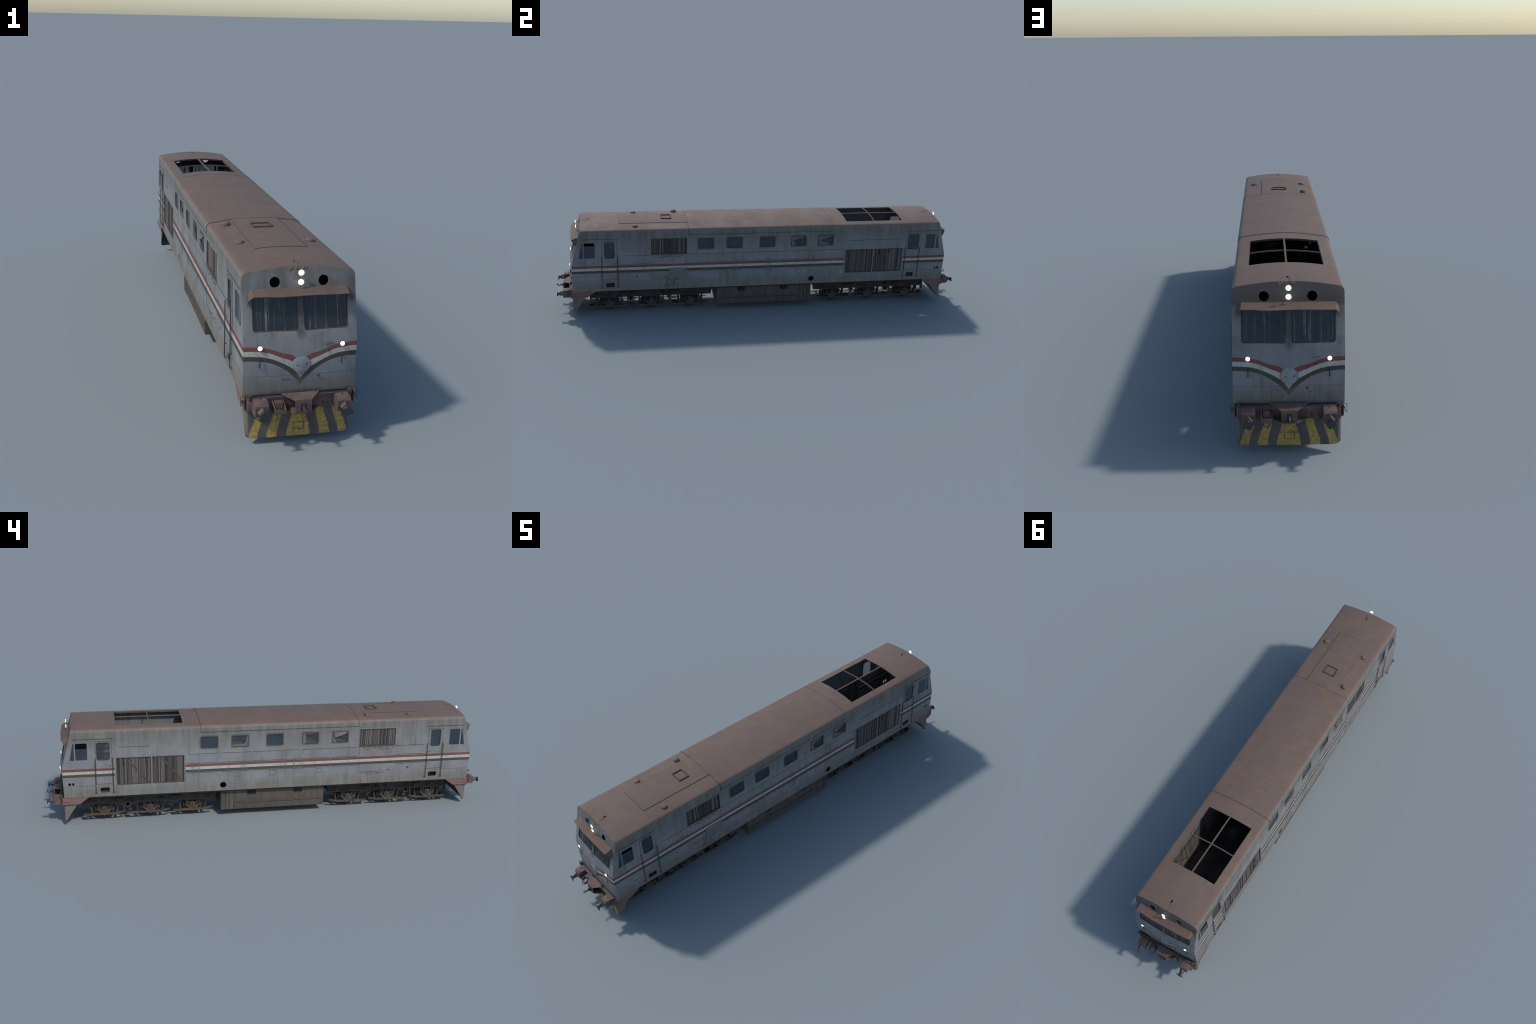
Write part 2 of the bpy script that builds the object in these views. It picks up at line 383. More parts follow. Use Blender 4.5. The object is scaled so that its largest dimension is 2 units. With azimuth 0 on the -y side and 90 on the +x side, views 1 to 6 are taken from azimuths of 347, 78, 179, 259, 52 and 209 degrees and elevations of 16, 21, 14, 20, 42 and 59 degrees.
def body_solid(off, zb, bevel):
    bm = bmesh.new(); hp = half_profile(off, zb); n = len(hp); M = 10
    stations = [-0.7, -0.35, 0, 0.35, 0.7]
    def row_end(i, sgn):
        x, z = hp[i]; k = [1 - 2 * j / M for j in range(M + 1)]
        if i == n - 1: return [bm.verts.new((0, sgn * front_y(z, 0, off), z))] * (M + 1)
        return [bm.verts.new((x * t, sgn * front_y(z, x * t, off), z)) for t in k]
    ends = {s: [row_end(i, s) for i in range(n)] for s in (-1, 1)}
    ring = []
    for s in [-1] + stations + [1]:
        if s in (-1, 1) and isinstance(s, int):
            R = [ends[s][i][0] for i in range(n)] + [ends[s][i][-1] for i in reversed(range(n - 1))]
        else:
            R = [bm.verts.new((x, s, z)) for x, z in hp] + [bm.verts.new((-x, s, z)) for x, z in reversed(hp[:-1])]
        ring.append(R)
    m = len(ring[0])
    for a, b in zip(ring, ring[1:]):
        for i in range(m - 1): bm.faces.new((a[i], b[i], b[i + 1], a[i + 1]))
    bot = [r[0] for r in ring], [r[-1] for r in ring]
    E0, E1 = ends[-1][0], ends[1][0]
    bm.faces.new(bot[0][1:-1] + list(reversed(bot[1][1:-1])))
    bm.faces.new(E0[:] + [bot[1][1], bot[0][1]]); bm.faces.new(E1[:] + [bot[1][-2], bot[0][-2]])
    for s in (-1, 1):
        for i in range(n - 1):
            for j in range(M):
                vs = [ends[s][i][j], ends[s][i][j + 1], ends[s][i + 1][j + 1], ends[s][i + 1][j]]
                u = []
                for v in vs:
                    if v not in u: u.append(v)
                bm.faces.new(u)
    bmesh.ops.recalc_face_normals(bm, faces=bm.faces)
    if bevel:
        es = []
        for s in (-1, 1):
            per = set([ends[s][i][0] for i in range(n)] + [ends[s][i][-1] for i in range(n)])
            es += [e for e in bm.edges if e.verts[0] in per and e.verts[1] in per and e.calc_face_angle(0) > math.radians(25)]
        bmesh.ops.bevel(bm, geom=list(set(es)), offset=bevel, segments=3, profile=0.5, affect='EDGES', clamp_overlap=True)
        bmesh.ops.recalc_face_normals(bm, faces=bm.faces)
    me = bpy.data.meshes.new("solid"); bm.to_mesh(me); bm.free()
    return bpy.data.objects.new("solid", me)

SIDE_WINDOWS = [(-0.3300, -0.2600), (-0.1930, -0.1225), (-0.0320, 0.0390), (0.1232, 0.1950), (0.2585, 0.3310)]
ZW = (0.3325, 0.3820)
GRILLE_BAYS = [(0.4055, 0.5410), (0.5490, 0.6950)]; ZG = (0.1815, 0.3020)
LOUVRE = (-0.5540, -0.3875); ZL = (0.3130, 0.3880)
DOORS = [(-0.7815, -0.7150, -0.7715, -0.7265), (0.7150, 0.7815, 0.7235, 0.7770)]
def cutters():
    b = B(); X = 0.2
    for y0, y1 in SIDE_WINDOWS: b.prism(rrect(y0, ZW[0], y1, ZW[1], 0.006), 0, -X, X, PAINT)
    for y0, y1 in GRILLE_BAYS: b.box((-X, y0, ZG[0]), (X, y1, ZG[1]), PAINT)
    b.box((-X, LOUVRE[0], ZL[0]), (X, LOUVRE[1], ZL[1]), PAINT)
    for d in DOORS: b.prism(rrect(d[2], 0.2975, d[3], 0.3735, 0.008), 0, -X, X, PAINT)
    for s in (-1, 1):
        def my(pl): return [(s * p[0], p[1]) for p in pl]
        b.prism(my(rrect(0.7280, 0.1495, 0.7665, 0.1705, 0.004)), 0, -X, X, PAINT)
        b.prism(my(rrect(0.8165, 0.2985, 0.8655, 0.3735, 0.006)), 0, -X, X, PAINT)
        b.prism(my([(0.8715, 0.2975), (0.8905, 0.2975), (0.8755, 0.3730), (0.8715, 0.3730)]), 0, -X, X, PAINT)
        for sx in (-1, 1):
            pl = rrect(0.0088, 0.2965, 0.1180, 0.3780, 0.006)
            b.prism([(sx * p[0], p[1]) for p in pl], 1, s * 0.86, s * 0.96, PAINT)
            b.prism(circle(sx * 0.0612, 0.4085, 0.0130), 1, s * 0.86, s * 0.96, PAINT)
        b.prism(rrect(-0.0030, s * 0.8400 - 0.0075, 0.0035, s * 0.8400 + 0.0075, 0.0028), 2, 0.425, 0.47, PAINT)
    b.prism(circle(0.2325, 0.1560, 0.0140), 0, -X, X, PAINT)
    for ya, yb in ((0.8757, 0.8848), (0.8897, 0.9008)): b.box((-X, ya, 0.1855), (X, yb, 0.1970), PAINT)
    b.prism([(-0.6265, 0.203), (-0.6205, 0.2025), (-0.6170, 0.188)], 0, 0.12, X, PAINT)
    b.prism([(-0.6200, 0.203), (-0.6290, 0.201), (-0.6170, 0.187)], 0, -X, -0.12, PAINT)
    b.prism([(-0.6320, 0.201), (-0.6345, 0.201), (-0.6330, 0.190)], 0, -X, -0.12, PAINT)
    b.box((-0.1033, 0.4060, 0.425), (0.1033, 0.6935, 0.47), PAINT)
    return b
def boolean(o, cutter):
    m = o.modifiers.new("cut", 'BOOLEAN'); m.operation = 'DIFFERENCE'; m.solver = 'EXACT'; m.object = cutter
    dg = bpy.context.evaluated_depsgraph_get(); dg.update()
    me = bpy.data.meshes.new_from_object(o.evaluated_get(dg)); o.modifiers.clear(); o.data = me

outer = body_solid(0, ZB, 0.0045); inner = body_solid(-0.0032, ZB + 0.006, 0)
cut = bpy.data.objects.new("cutter", cutters().mesh("cutter"))
for o in (outer, inner, cut): col.objects.link(o)
boolean(outer, inner); boolean(outer, cut)
shell = outer.data; shell.materials.clear(); shell.materials.append(PAINT); shell.materials.append(FLOOR)
for o in (outer, inner, cut): bpy.data.objects.remove(o)
for p in shell.polygons:
    p.use_smooth = True
    p.material_index = 1 if (p.normal.z > 0.9 and p.center.z < 0.14) else 0
shell.set_sharp_from_angle(angle=math.radians(32))

def region(p):
    c, n = p.center, p.normal
    if n.z > 0.30 and c.z > 0.40: return "roof"
    if n.z < -0.5 and c.z > 0.40: return "roof"
    if abs(n.z) > 0.8 and c.z < 0.14: return "floor"
    if abs(c.y) > 0.85 and abs(n.y) > 0.5 : return "cab_front" if c.y < 0 else "cab_front.001"
    return "side_wall" if c.x > 0 else "side_wall.001"
def split_regions(me):
    cn = [v.vector.copy() for v in me.corner_normals]
    groups = {}
    for p in me.polygons: groups.setdefault(region(p), []).append(p)
    for name in sorted(groups):
        remap = {}; verts = []; faces = []; norms = []; mats = []
        for p in groups[name]:
            f = []
            for li in p.loop_indices:
                vi = me.loops[li].vertex_index
                if vi not in remap: remap[vi] = len(verts); verts.append(me.vertices[vi].co.copy())
                f.append(remap[vi]); norms.append(cn[li])
            faces.append(f); mats.append(p.material_index)
        m2 = bpy.data.meshes.new(name); m2.from_pydata(verts, [], faces)
        for m in me.materials: m2.materials.append(m)
        for p, k in zip(m2.polygons, mats): p.use_smooth = True; p.material_index = k
        m2.normals_split_custom_set(norms)
        obj_from_mesh(name, m2)
split_regions(shell)

# ---- removable middle roof section, proud of the rest, with its joints
def roof_strip(b, y0, y1, o_in, o_out, mat, zmin=0.4045, x0=None, x1=None, nx=None):
    """slab that follows the roof between y0 and y1, from offset o_in to offset o_out"""
    if x0 is None:
        hin = [p for p in half_profile(o_in)]; hout = [p for p in half_profile(o_out)]
        def clip(h):
            k = [p for p in h if p[1] > zmin]; w = h[0][0]; return [(w, zmin)] + k
        hin, hout = clip(hin), clip(hout)
        pin = hin + [(-x, z) for x, z in reversed(hin[:-1])]; pout = hout + [(-x, z) for x, z in reversed(hout[:-1])]
    else:
        N = nx or 10; xs = [x0 + (x1 - x0) * k / N for k in range(N + 1)]
        pin = [(x, roof_z(x, o_in)) for x in xs]; pout = [(x, roof_z(x, o_out)) for x in xs]
    n = len(pin)
    v = [(x, y, z) for y in (y0, y1) for (x, z) in pin] + [(x, y, z) for y in (y0, y1) for (x, z) in pout]
    f = []
    for i in range(n - 1):
        f += [(i, i + 1, n + i + 1, n + i), (2 * n + i, 3 * n + i, 3 * n + i + 1, 2 * n + i + 1),
              (i, 2 * n + i, 2 * n + i + 1, i + 1), (n + i, n + i + 1, 3 * n + i + 1, 3 * n + i)]
    f += [(0, n, 3 * n, 2 * n), (n - 1, 3 * n - 1, 4 * n - 1, 2 * n - 1)]
    b.faces(v, f, mat)
YS1, YS2 = -0.3775, 0.3310
b = B(); roof_strip(b, YS1, YS2, -0.0010, 0.0010, PAINT); b.obj("roof_hatch_section")
b = B()
for ys in (YS1, YS2): roof_strip(b, ys - 0.0009, ys + 0.0009, -0.001, 0.0014, SEAM)
for s in (-1, 1): b.box((s * W - 0.0014, YS1, 0.4030), (s * W + 0.0014, YS2, 0.4048), SEAM)
b.obj("roof_joint")

# ---- cover plate, skylight frame and domes on the roof over one cab
b = B(); roof_strip(b, -0.7040, YS1 - 0.001, -0.001, 0.0010, RUST, x0=-0.0700, x1=0.0700)
b.obj("roof_cover")
b = B()
roof_strip(b, -0.7040, YS1 - 0.001, -0.001, 0.0014, SEAM, x0=0.0700, x1=0.0718, nx=1)
roof_strip(b, -0.7050, -0.7038, -0.001, 0.0012, SEAM, x0=-0.0700, x1=0.0718)
roof_strip(b, -0.6700, YS1 - 0.03, -0.001, 0.0011, SEAM, x0=-0.0707, x1=-0.0699, nx=1)
b.obj("roof_cover_joint")
b = B()
for (x0, x1, ya, yb) in ((-0.0285, 0.0285, -0.4995, -0.4950), (-0.0285, 0.0285, -0.4550, -0.4505), (-0.0285, -0.0240, -0.4950, -0.4550), (0.0240, 0.0285, -0.4950, -0.4550)):
    b.box((x0, ya, 0.440), (x1, yb, 0.4505), DUSTY)
b.obj("skylight_frame", bevel=0.0006)
dome = B(); R = 0.0128
dome.lathe([(R * 0.92, -0.006), (R, 0.001), (R, 0.0035), (R * 0.93, 0.0052), (R * 0.72, 0.0066), (R * 0.36, 0.0074), (0.0004, 0.0076)], 2, (0, 0, 0), RUST, 20)
dm = dome.mesh("roof_vent")
for i, (x, y, sz) in enumerate(((0.1010, -0.627, 1.0), (-0.0955, -0.627, 1.0), (-0.0950, -0.429, 1.6))):
    o = obj_from_mesh("roof_vent", dm); o.location = (x, y, roof_z(x)); o.scale = (1, 1, sz); o.rotation_euler = (0, 0.12 if x > 0 else -0.12, i)
# ---- cross bars over the open radiator bay
b = B(); roof_strip(b, 0.4050, 0.6945, -0.0045, -0.0006, VISOR, x0=-0.0031, x1=0.0024, nx=1); b.obj("roof_bar")
b = B()
for (xa, xb) in ((-0.1035, -0.0031), (0.0024, 0.1035)): roof_strip(b, 0.5476, 0.5516, -0.0045, -0.0010, VISOR, x0=xa, x1=xb, nx=5)
b.obj("roof_bar")
b = B()
for s in (-1, 1): b.box((s * 0.1035 - 0.0012, 0.405, 0.4290), (s * 0.1035 + 0.0012, 0.6945, 0.4360), DUSTY)
for yy in (0.4050, 0.6945): roof_strip(b, yy - 0.0012, yy + 0.0012, -0.006, -0.0014, STEEL, x0=-0.102, x1=0.102)
b.obj("roof_opening_rim")

# ------------------------------------------------------------------ side details
def strip(b, s, y0, y1, z0, z1, mat, proud=0.0007):
    b.box((s * (W - 0.001), y0, z0), (s * (W + proud), y1, z1), mat) if s > 0 else b.box((-(W + proud), y0, z0), (-(W - 0.001), y1, z1), mat)
seams = {1: B(), -1: B()}
for s in (1, -1):
    b = seams[s]
    bounds = [-0.3850, -0.2530, -0.1120, 0.1040, 0.2510, 0.3920]
    for a, c in zip(bounds, bounds[1:]):
        for z, dark in ((0.3060, 0.7), (0.2632, 0.75), (0.2192, 0.75)):
            m = SEAM if rnd.random() < dark else FRAME
            strip(b, s, a + 0.005, c - 0.005, z - 0.0007, z + 0.0006, m, 0.0009)
        strip(b, s, a + 0.005, c - 0.005, 0.3068, 0.3074, PALE, 0.0006)
        strip(b, s, a - 0.0005, a + 0.0005, 0.178, 0.3065, PLATE, 0.0002)
    strip(b, s, -0.7000, 0.3990, 0.1763, 0.1771, PLATE, 0.0003)
    # panels beside the louvre and over the grilles
    for z, m in ((0.3470, PALE), (0.3060, SEAM), (0.2632, SEAM), (0.2192, SEAM)): strip(b, s, -0.6950, -0.5590, z - 0.0006, z + 0.0006, m, 0.0008)
    for a, c in ((0.4140, 0.5450), (0.5540, 0.6860)): strip(b, s, a, c, 0.3513, 0.3526, SEAM if a > 0.5 or s > 0 else PALE, 0.0009)
    strip(b, s, -0.3895, -0.3885, 0.185, 0.287, SEAM, 0.0006); strip(b, s, -0.553, -0.389, 0.1845, 0.1855, FRAME, 0.0006)
    strip(b, s, -0.3895, -0.3885, 0.287, 0.403, FRAME, 0.0003)
    strip(b, s, 0.3985, 0.3995, 0.135, 0.31, FRAME, 0.0003)
    for e in (-1, 1):   # rain gutter over the cab
        strip(b, s, min(e * 0.706, e * 0.877), max(e * 0.706, e * 0.877), 0.3905, 0.3920, FRAME, 0.0016)
        strip(b, s, min(e * 0.793, e * 0.916), max(e * 0.793, e * 0.916), 0.1812, 0.1820, FRAME, 0.0004)
    # torn brackets below the louvre
    for (y, z, w, h) in ((-0.545, 0.300, 0.006, 0.003), (-0.52, 0.2935, 0.012, 0.0015), (-0.485, 0.298, 0.010, 0.003), (-0.463, 0.302, 0.004, 0.003), (-0.41, 0.301, 0.005, 0.004), (-0.50, 0.291, 0.014, 0.0015), (-0.425, 0.293, 0.014, 0.0012), (-0.53, 0.1925, 0.016, 0.0016), (-0.49, 0.1945, 0.016, 0.0016)):
        strip(b, s, y - w / 2, y + w / 2, z - h / 2, z + h / 2, SEAM, 0.0011)
    # lifted lip under the louvre
    strip(b, s, LOUVRE[0] - 0.002, LOUVRE[1] + 0.002, 0.3075, 0.3115, FRAME, 0.0018)
    strip(b, s, LOUVRE[0], LOUVRE[1], 0.3905, 0.3920, PALE, 0.0018)
    # small service flaps
    for y0, y1, mt in ((0.150, 0.176, PLATE), (-0.006, 0.024, PAINT), (-0.215, -0.19, PAINT)):
        b.ring(rrect(y0, 0.191, y1, 0.214, 0.001, 1), rrect(y0 + 0.0012, 0.1922, y1 - 0.0012, 0.2128, 0.001, 1), 0, s * (W - 0.001), s * (W + 0.0006), FRAME)
    seams[s] = b
    b.obj("panel_seam", kind="stuff")
# the grey patch hanging over the stripe on one side and a flat square on the other
b = B(); v = []
for k, (z, o) in enumerate(((0.2385, 0.0008), (0.2375, 0.0022), (0.210, 0.0028), (0.1850, 0.0062))):
    for y in (-0.4705, -0.430, -0.3890): v.append((W + o + 0.0010 * math.sin(40 * y + z * 90), y, z + 0.002 * math.sin(70 * y)))
v += [(x - 0.0016, y, z) for x, y, z in v]
f = [(i + 3 * r, i + 1 + 3 * r, i + 4 + 3 * r, i + 3 + 3 * r) for r in range(3) for i in range(2)]
f += [tuple(12 + q for q in reversed(g)) for g in f]
rim = [0, 1, 2, 5, 8, 11, 10, 9, 6, 3]
f += [(a, c, c + 12, a + 12) for a, c in zip(rim, rim[1:] + rim[:1])]
b.faces(v, f, PLATE); b.obj("hanging_patch")
b = B(); b.box((-W - 0.0012, 0.1500, 0.1900), (-W + 0.001, 0.1770, 0.2130), PLATE); b.obj("square_plate", bevel=0.0004)

# windows
for s in (1, -1):
    fr = B()
    for y0, y1 in SIDE_WINDOWS:
        fr.ring(rrect(y0 - 0.0022, ZW[0] - 0.0022, y1 + 0.0022, ZW[1] + 0.0022, 0.0075), rrect(y0 + 0.0008, ZW[0] + 0.0008, y1 - 0.0008, ZW[1] - 0.0008, 0.0055), 0, s * (W - 0.002), s * (W + 0.0009), FRAME)
    fr.obj("window_frame", kind="stuff")
    for i, (y0, y1) in enumerate(SIDE_WINDOWS):
        g = B(); tilt = rnd.uniform(-0.0004, 0.0004)
        g.box((s * (W - 0.0022) - 0.0004, y0 - 0.001, ZW[0] - 0.001), (s * (W - 0.0022) + 0.0004, y1 + 0.001, ZW[1] + 0.001), GLASS)
        g.obj("window_pane")
# boards and cardboard behind and over the broken panes: corner pieces that leave a wedge of glass
def boards(s, win, glass_poly, mat=BOARD):
    y0, y1 = SIDE_WINDOWS[win]; z0, z1 = ZW
    def P(p): return (y0 + p[0] * (y1 - y0), z0 + p[1] * (z1 - z0))
    for poly in glass_poly:
        b = B(); pl = [P(p) for p in poly[0]]
        a = W - 0.0012 + poly[1]; b.prism(pl, 0, s * a, s * (a + 0.0010), poly[2]); b.obj("window_board")
T, L = 0.0, 0.0006
boards(1, 3, [([(0.02, 0.02), (0.30, 0.02), (0.16, 0.45), (0.30, 0.68), (0.75, 0.80), (0.80, 0.98), (0.02, 0.98)], T, BOARD), ([(0.30, 0.02), (0.62, 0.06), (0.34, 0.30), (0.16, 0.45)], L, DUSTY)])
boards(1, 4, [([(0.02, 0.02), (0.30, 0.02), (0.10, 0.45), (0.45, 0.66), (0.93, 0.92), (0.93, 0.98), (0.02, 0.98)], T, BOARD), ([(0.30, 0.02), (0.90, 0.06), (0.60, 0.22), (0.10, 0.45)], L, BOARD)])
boards(-1, 0, [([(0.98, 0.02), (0.98, 0.98), (0.10, 0.98), (0.12, 0.92), (0.85, 0.50), (0.85, 0.42), (0.75, 0.02)], T, BOARD), ([(0.75, 0.02), (0.85, 0.42), (0.15, 0.20), (0.15, 0.02)], L, DUSTY)])
boards(-1, 1, [([(0.98, 0.02), (0.98, 0.98), (0.86, 0.98), (0.80, 0.62), (0.75, 0.02)], T, BOARD), ([(0.75, 0.02), (0.80, 0.74), (0.12, 0.20), (0.12, 0.04)], L, FRAME), ([(0.86, 0.98), (0.80, 0.76), (0.12, 0.92), (0.12, 0.98)], L, FRAME)])
boards(-1, 3, [([(0.02, 0.02), (0.98, 0.02), (0.98, 0.22), (0.30, 0.22), (0.16, 0.34), (0.10, 0.98), (0.02, 0.98)], T, BOARD), ([(0.98, 0.22), (0.98, 0.46), (0.55, 0.48), (0.30, 0.22)], L, FRAME)])
# a bent sheet standing out of one window
b = B(); a0 = [(-(W + 0.0012), -0.3290, 0.3810), (-(W + 0.0012), -0.2640, 0.3810), (-(W + 0.0065), -0.2700, 0.3560), (-(W + 0.0040), -0.3150, 0.3700)]
b.faces(a0 + [(x - 0.0009, y, z + 0.0006) for x, y, z in a0], [(0, 1, 2, 3), (7, 6, 5, 4), (0, 4, 5, 1), (1, 5, 6, 2), (2, 6, 7, 3), (3, 7, 4, 0)], BOARD); b.obj("window_board")
b = B(); b.prism([(0.10 * 0.0717 + 0.1232, 0.334), (0.19, 0.334), (0.16, 0.3625)], 0, -(W - 0.0035), -(W - 0.0028), FRAME); b.obj("window_board")

# cab side windows: main pane partly wound down on two corners, quarter light, post
for s in (1, -1):
    for e in (1, -1):
        top = 0.3735
        if s == 1 and e == -1: top = 0.3580
        if s == -1 and e == 1: top = 0.3490
        for poly, nm in ((rrect(0.8155, 0.2975, 0.8665, top, 0.001, 1), "cab_window"), ([(0.8705, 0.2965), (0.8915, 0.2965), (0.8765, 0.374), (0.8705, 0.374)], "quarter_window")):
            g = B(); pl = [(e * p[0], p[1]) for p in poly]
            g.prism(pl, 0, s * (W - 0.0026), s * (W - 0.0018), GLASS); g.obj(nm)
    for di, d in enumerate(DOORS):
        o = rrect(d[0], 0.1890, d[1], 0.3790, 0.0015); i_ = rrect(d[2] - 0.0004, 0.2971, d[3] + 0.0004, 0.3739, 0.008)
        b = B(); b.ring(o, i_, 0, s * (W - 0.001), s * (W + 0.0009), PAINT); door = b.obj("cab_door")
        b = B()
        b.ring(rrect(d[0] - 0.0014, 0.1874, d[1] + 0.0014, 0.3806, 0.002), rrect(d[0], 0.1890, d[1], 0.3790, 0.0015), 0, s * (W - 0.001), s * (W + 0.0007), SEAM)
        b.ring(rrect(d[2] - 0.0018, 0.2953, d[3] + 0.0018, 0.3757, 0.0095), rrect(d[2], 0.2975, d[3], 0.3735, 0.0080), 0, s * (W - 0.001), s * (W + 0.0014), FRAME)
        b.box((s * (W + 0.0014) - 0.0014, d[0] + 0.004 if di else d[1] - 0.014, 0.2690), (s * (W + 0.0014) + 0.0014, d[0] + 0.014 if di else d[1] - 0.004, 0.2705), STEEL)
        b.obj("door_frame", door)
        g = B(); mat = CLEAR if (s == -1 and di == 1) else GLASS
        g.box((s * (W - 0.0022) - 0.0004, d[2] - 0.001, 0.2965), (s * (W - 0.0022) + 0.0004, d[3] + 0.001, 0.3745), mat); g.obj("door_window", door)
        for yy in (d[0] - 0.0050, d[1] + 0.0035):
            r = B(); x = s * (W + 0.0055); z0, z1 = 0.1480, 0.3080 + rnd.uniform(-0.006, 0.002)
            r.tube([(s * W, yy, z1), (x, yy, z1 - 0.002), (x, yy, z1 - 0.03), (x, yy + rnd.uniform(-.0008, .0008), 0.22), (x, yy, z0 + 0.012), (x, yy, z0 + 0.002), (s * W, yy, z0)], 0.00135, STEEL, 7)
            r.box((min(s * W, s * (W + 0.0012)), yy - 0.005, z0 - 0.003), (max(s * W, s * (W + 0.0012)), yy + 0.005, z0 + 0.001), FRAME)
            r.box((min(s * (W - .001), x), yy - 0.0012, 0.1865), (max(s * (W - .001), x), yy + 0.0012, 0.1885), STEEL)
            r.obj("handrail")
        b = B(); ym = 0.5 * (0.7280 + 0.7665) * (1 if di else -1)
        if not (s == -1 and di == 0):
            b.box((min(s * 0.128, s * (W + .001)), ym - 0.0195, 0.1490), (max(s * 0.128, s * (W + .001)), ym + 0.0195, 0.1500), DUSTY)
        b.box((min(s * 0.1275, s * 0.1285), ym - 0.0195, 0.149), (max(s * 0.1275, s * 0.1285), ym + 0.0195, 0.171), BOGIE if s > 0 else BLACK)
        b.obj("door_step")

# grilles and louvres: upright slats, no two alike
sb = B(); sb.box((-0.5, -0.5, -0.5), (0.5, 0.5, 0.5), SLAT); slat_mesh = sb.mesh("grille_slat")
def slats(parent, s, y0, y1, z0, z1, pitch, name):
    y = y0 + 0.002
    while y < y1 - 0.001:
        w = pitch * rnd.uniform(0.45, 0.85); h = (z1 - z0)
        o = obj_from_mesh(name, slat_mesh, parent)
        short = pitch < 0.006 and rnd.random() < 0.05
        dz = rnd.uniform(0.1, 0.35) * h if short else 0.0
        o.scale = (0.0016, w, h - dz); o.location = (s * (W - 0.0022 - rnd.uniform(0, 0.0016)), y + w / 2, (z0 + z1) / 2 - dz / 2)
        o.rotation_euler = (rnd.gauss(0, 0.007), 0, s * rnd.uniform(-0.5, 0.7))
        y += w * 0.9 + pitch * rnd.uniform(0.08, 0.35)
for s in (1, -1):
    b = B()
    for y0, y1 in GRILLE_BAYS:
        b.ring(rrect(y0 - 0.0015, ZG[0] - 0.0015, y1 + 0.0015, ZG[1] + 0.0015, 0.0005, 1), rrect(y0 + 0.0018, ZG[0] + 0.0018, y1 - 0.0018, ZG[1] - 0.0018, 0.0005, 1), 0, s * (W - 0.004), s * (W + 0.0008), FRAME)
    b.box((min(s * 0.1386, s * 0.1391), GRILLE_BAYS[0][0] - 0.004, ZG[0] - 0.004), (max(s * 0.1386, s * 0.1391), GRILLE_BAYS[1][1] + 0.004, ZG[1] + 0.004), BLACK)
    b.box((min(s * 0.1376, s * 0.1384), GRILLE_BAYS[0][0] - 0.004, ZG[0] - 0.004), (max(s * 0.1376, s * 0.1384), GRILLE_BAYS[1][1] + 0.004, ZG[1] + 0.004), BACK)
    grille = b.obj("intake_grille")
    for y0, y1 in GRILLE_BAYS:
        slats(grille, s, y0 + 0.001, y1 - 0.001, ZG[0], ZG[1], 0.0058, "grille_slat")
        for dx in (-0.0012, -0.0058):
            k = B(); x = s * (W + dx)
            if dx > -0.002 and s > 0: continue
            m = 0.5 * (y0 + y1)
            k.prism([(y0 + 0.001, 0.1825), (y0 + 0.011, 0.1825), (m + 0.027, 0.2900), (m + 0.020, 0.2920)], 0, x - 0.0006, x + 0.0006, DUSTY); k.obj("diagonal_brace", grille)
    b = B()
    b.ring(rrect(LOUVRE[0] - 0.001, ZL[0] - 0.001, LOUVRE[1] + 0.001, ZL[1] + 0.001, 0.0005, 1), rrect(LOUVRE[0] + 0.0015, ZL[0] + 0.0015, LOUVRE[1] - 0.0015, ZL[1] - 0.0015, 0.0005, 1), 0, s * (W - 0.003), s * (W + 0.0006), FRAME)
    b.box((min(s * 0.131, s * 0.132), LOUVRE[0] - 0.01, ZL[0] - 0.01), (max(s * 0.131, s * 0.132), LOUVRE[1] + 0.01, ZL[1] + 0.01), BLACK)
    lou = b.obj("side_louvre")
    slats(lou, s, LOUVRE[0] + 0.001, LOUVRE[1] - 0.001, ZL[0], ZL[1], 0.0060, "louvre_slat")

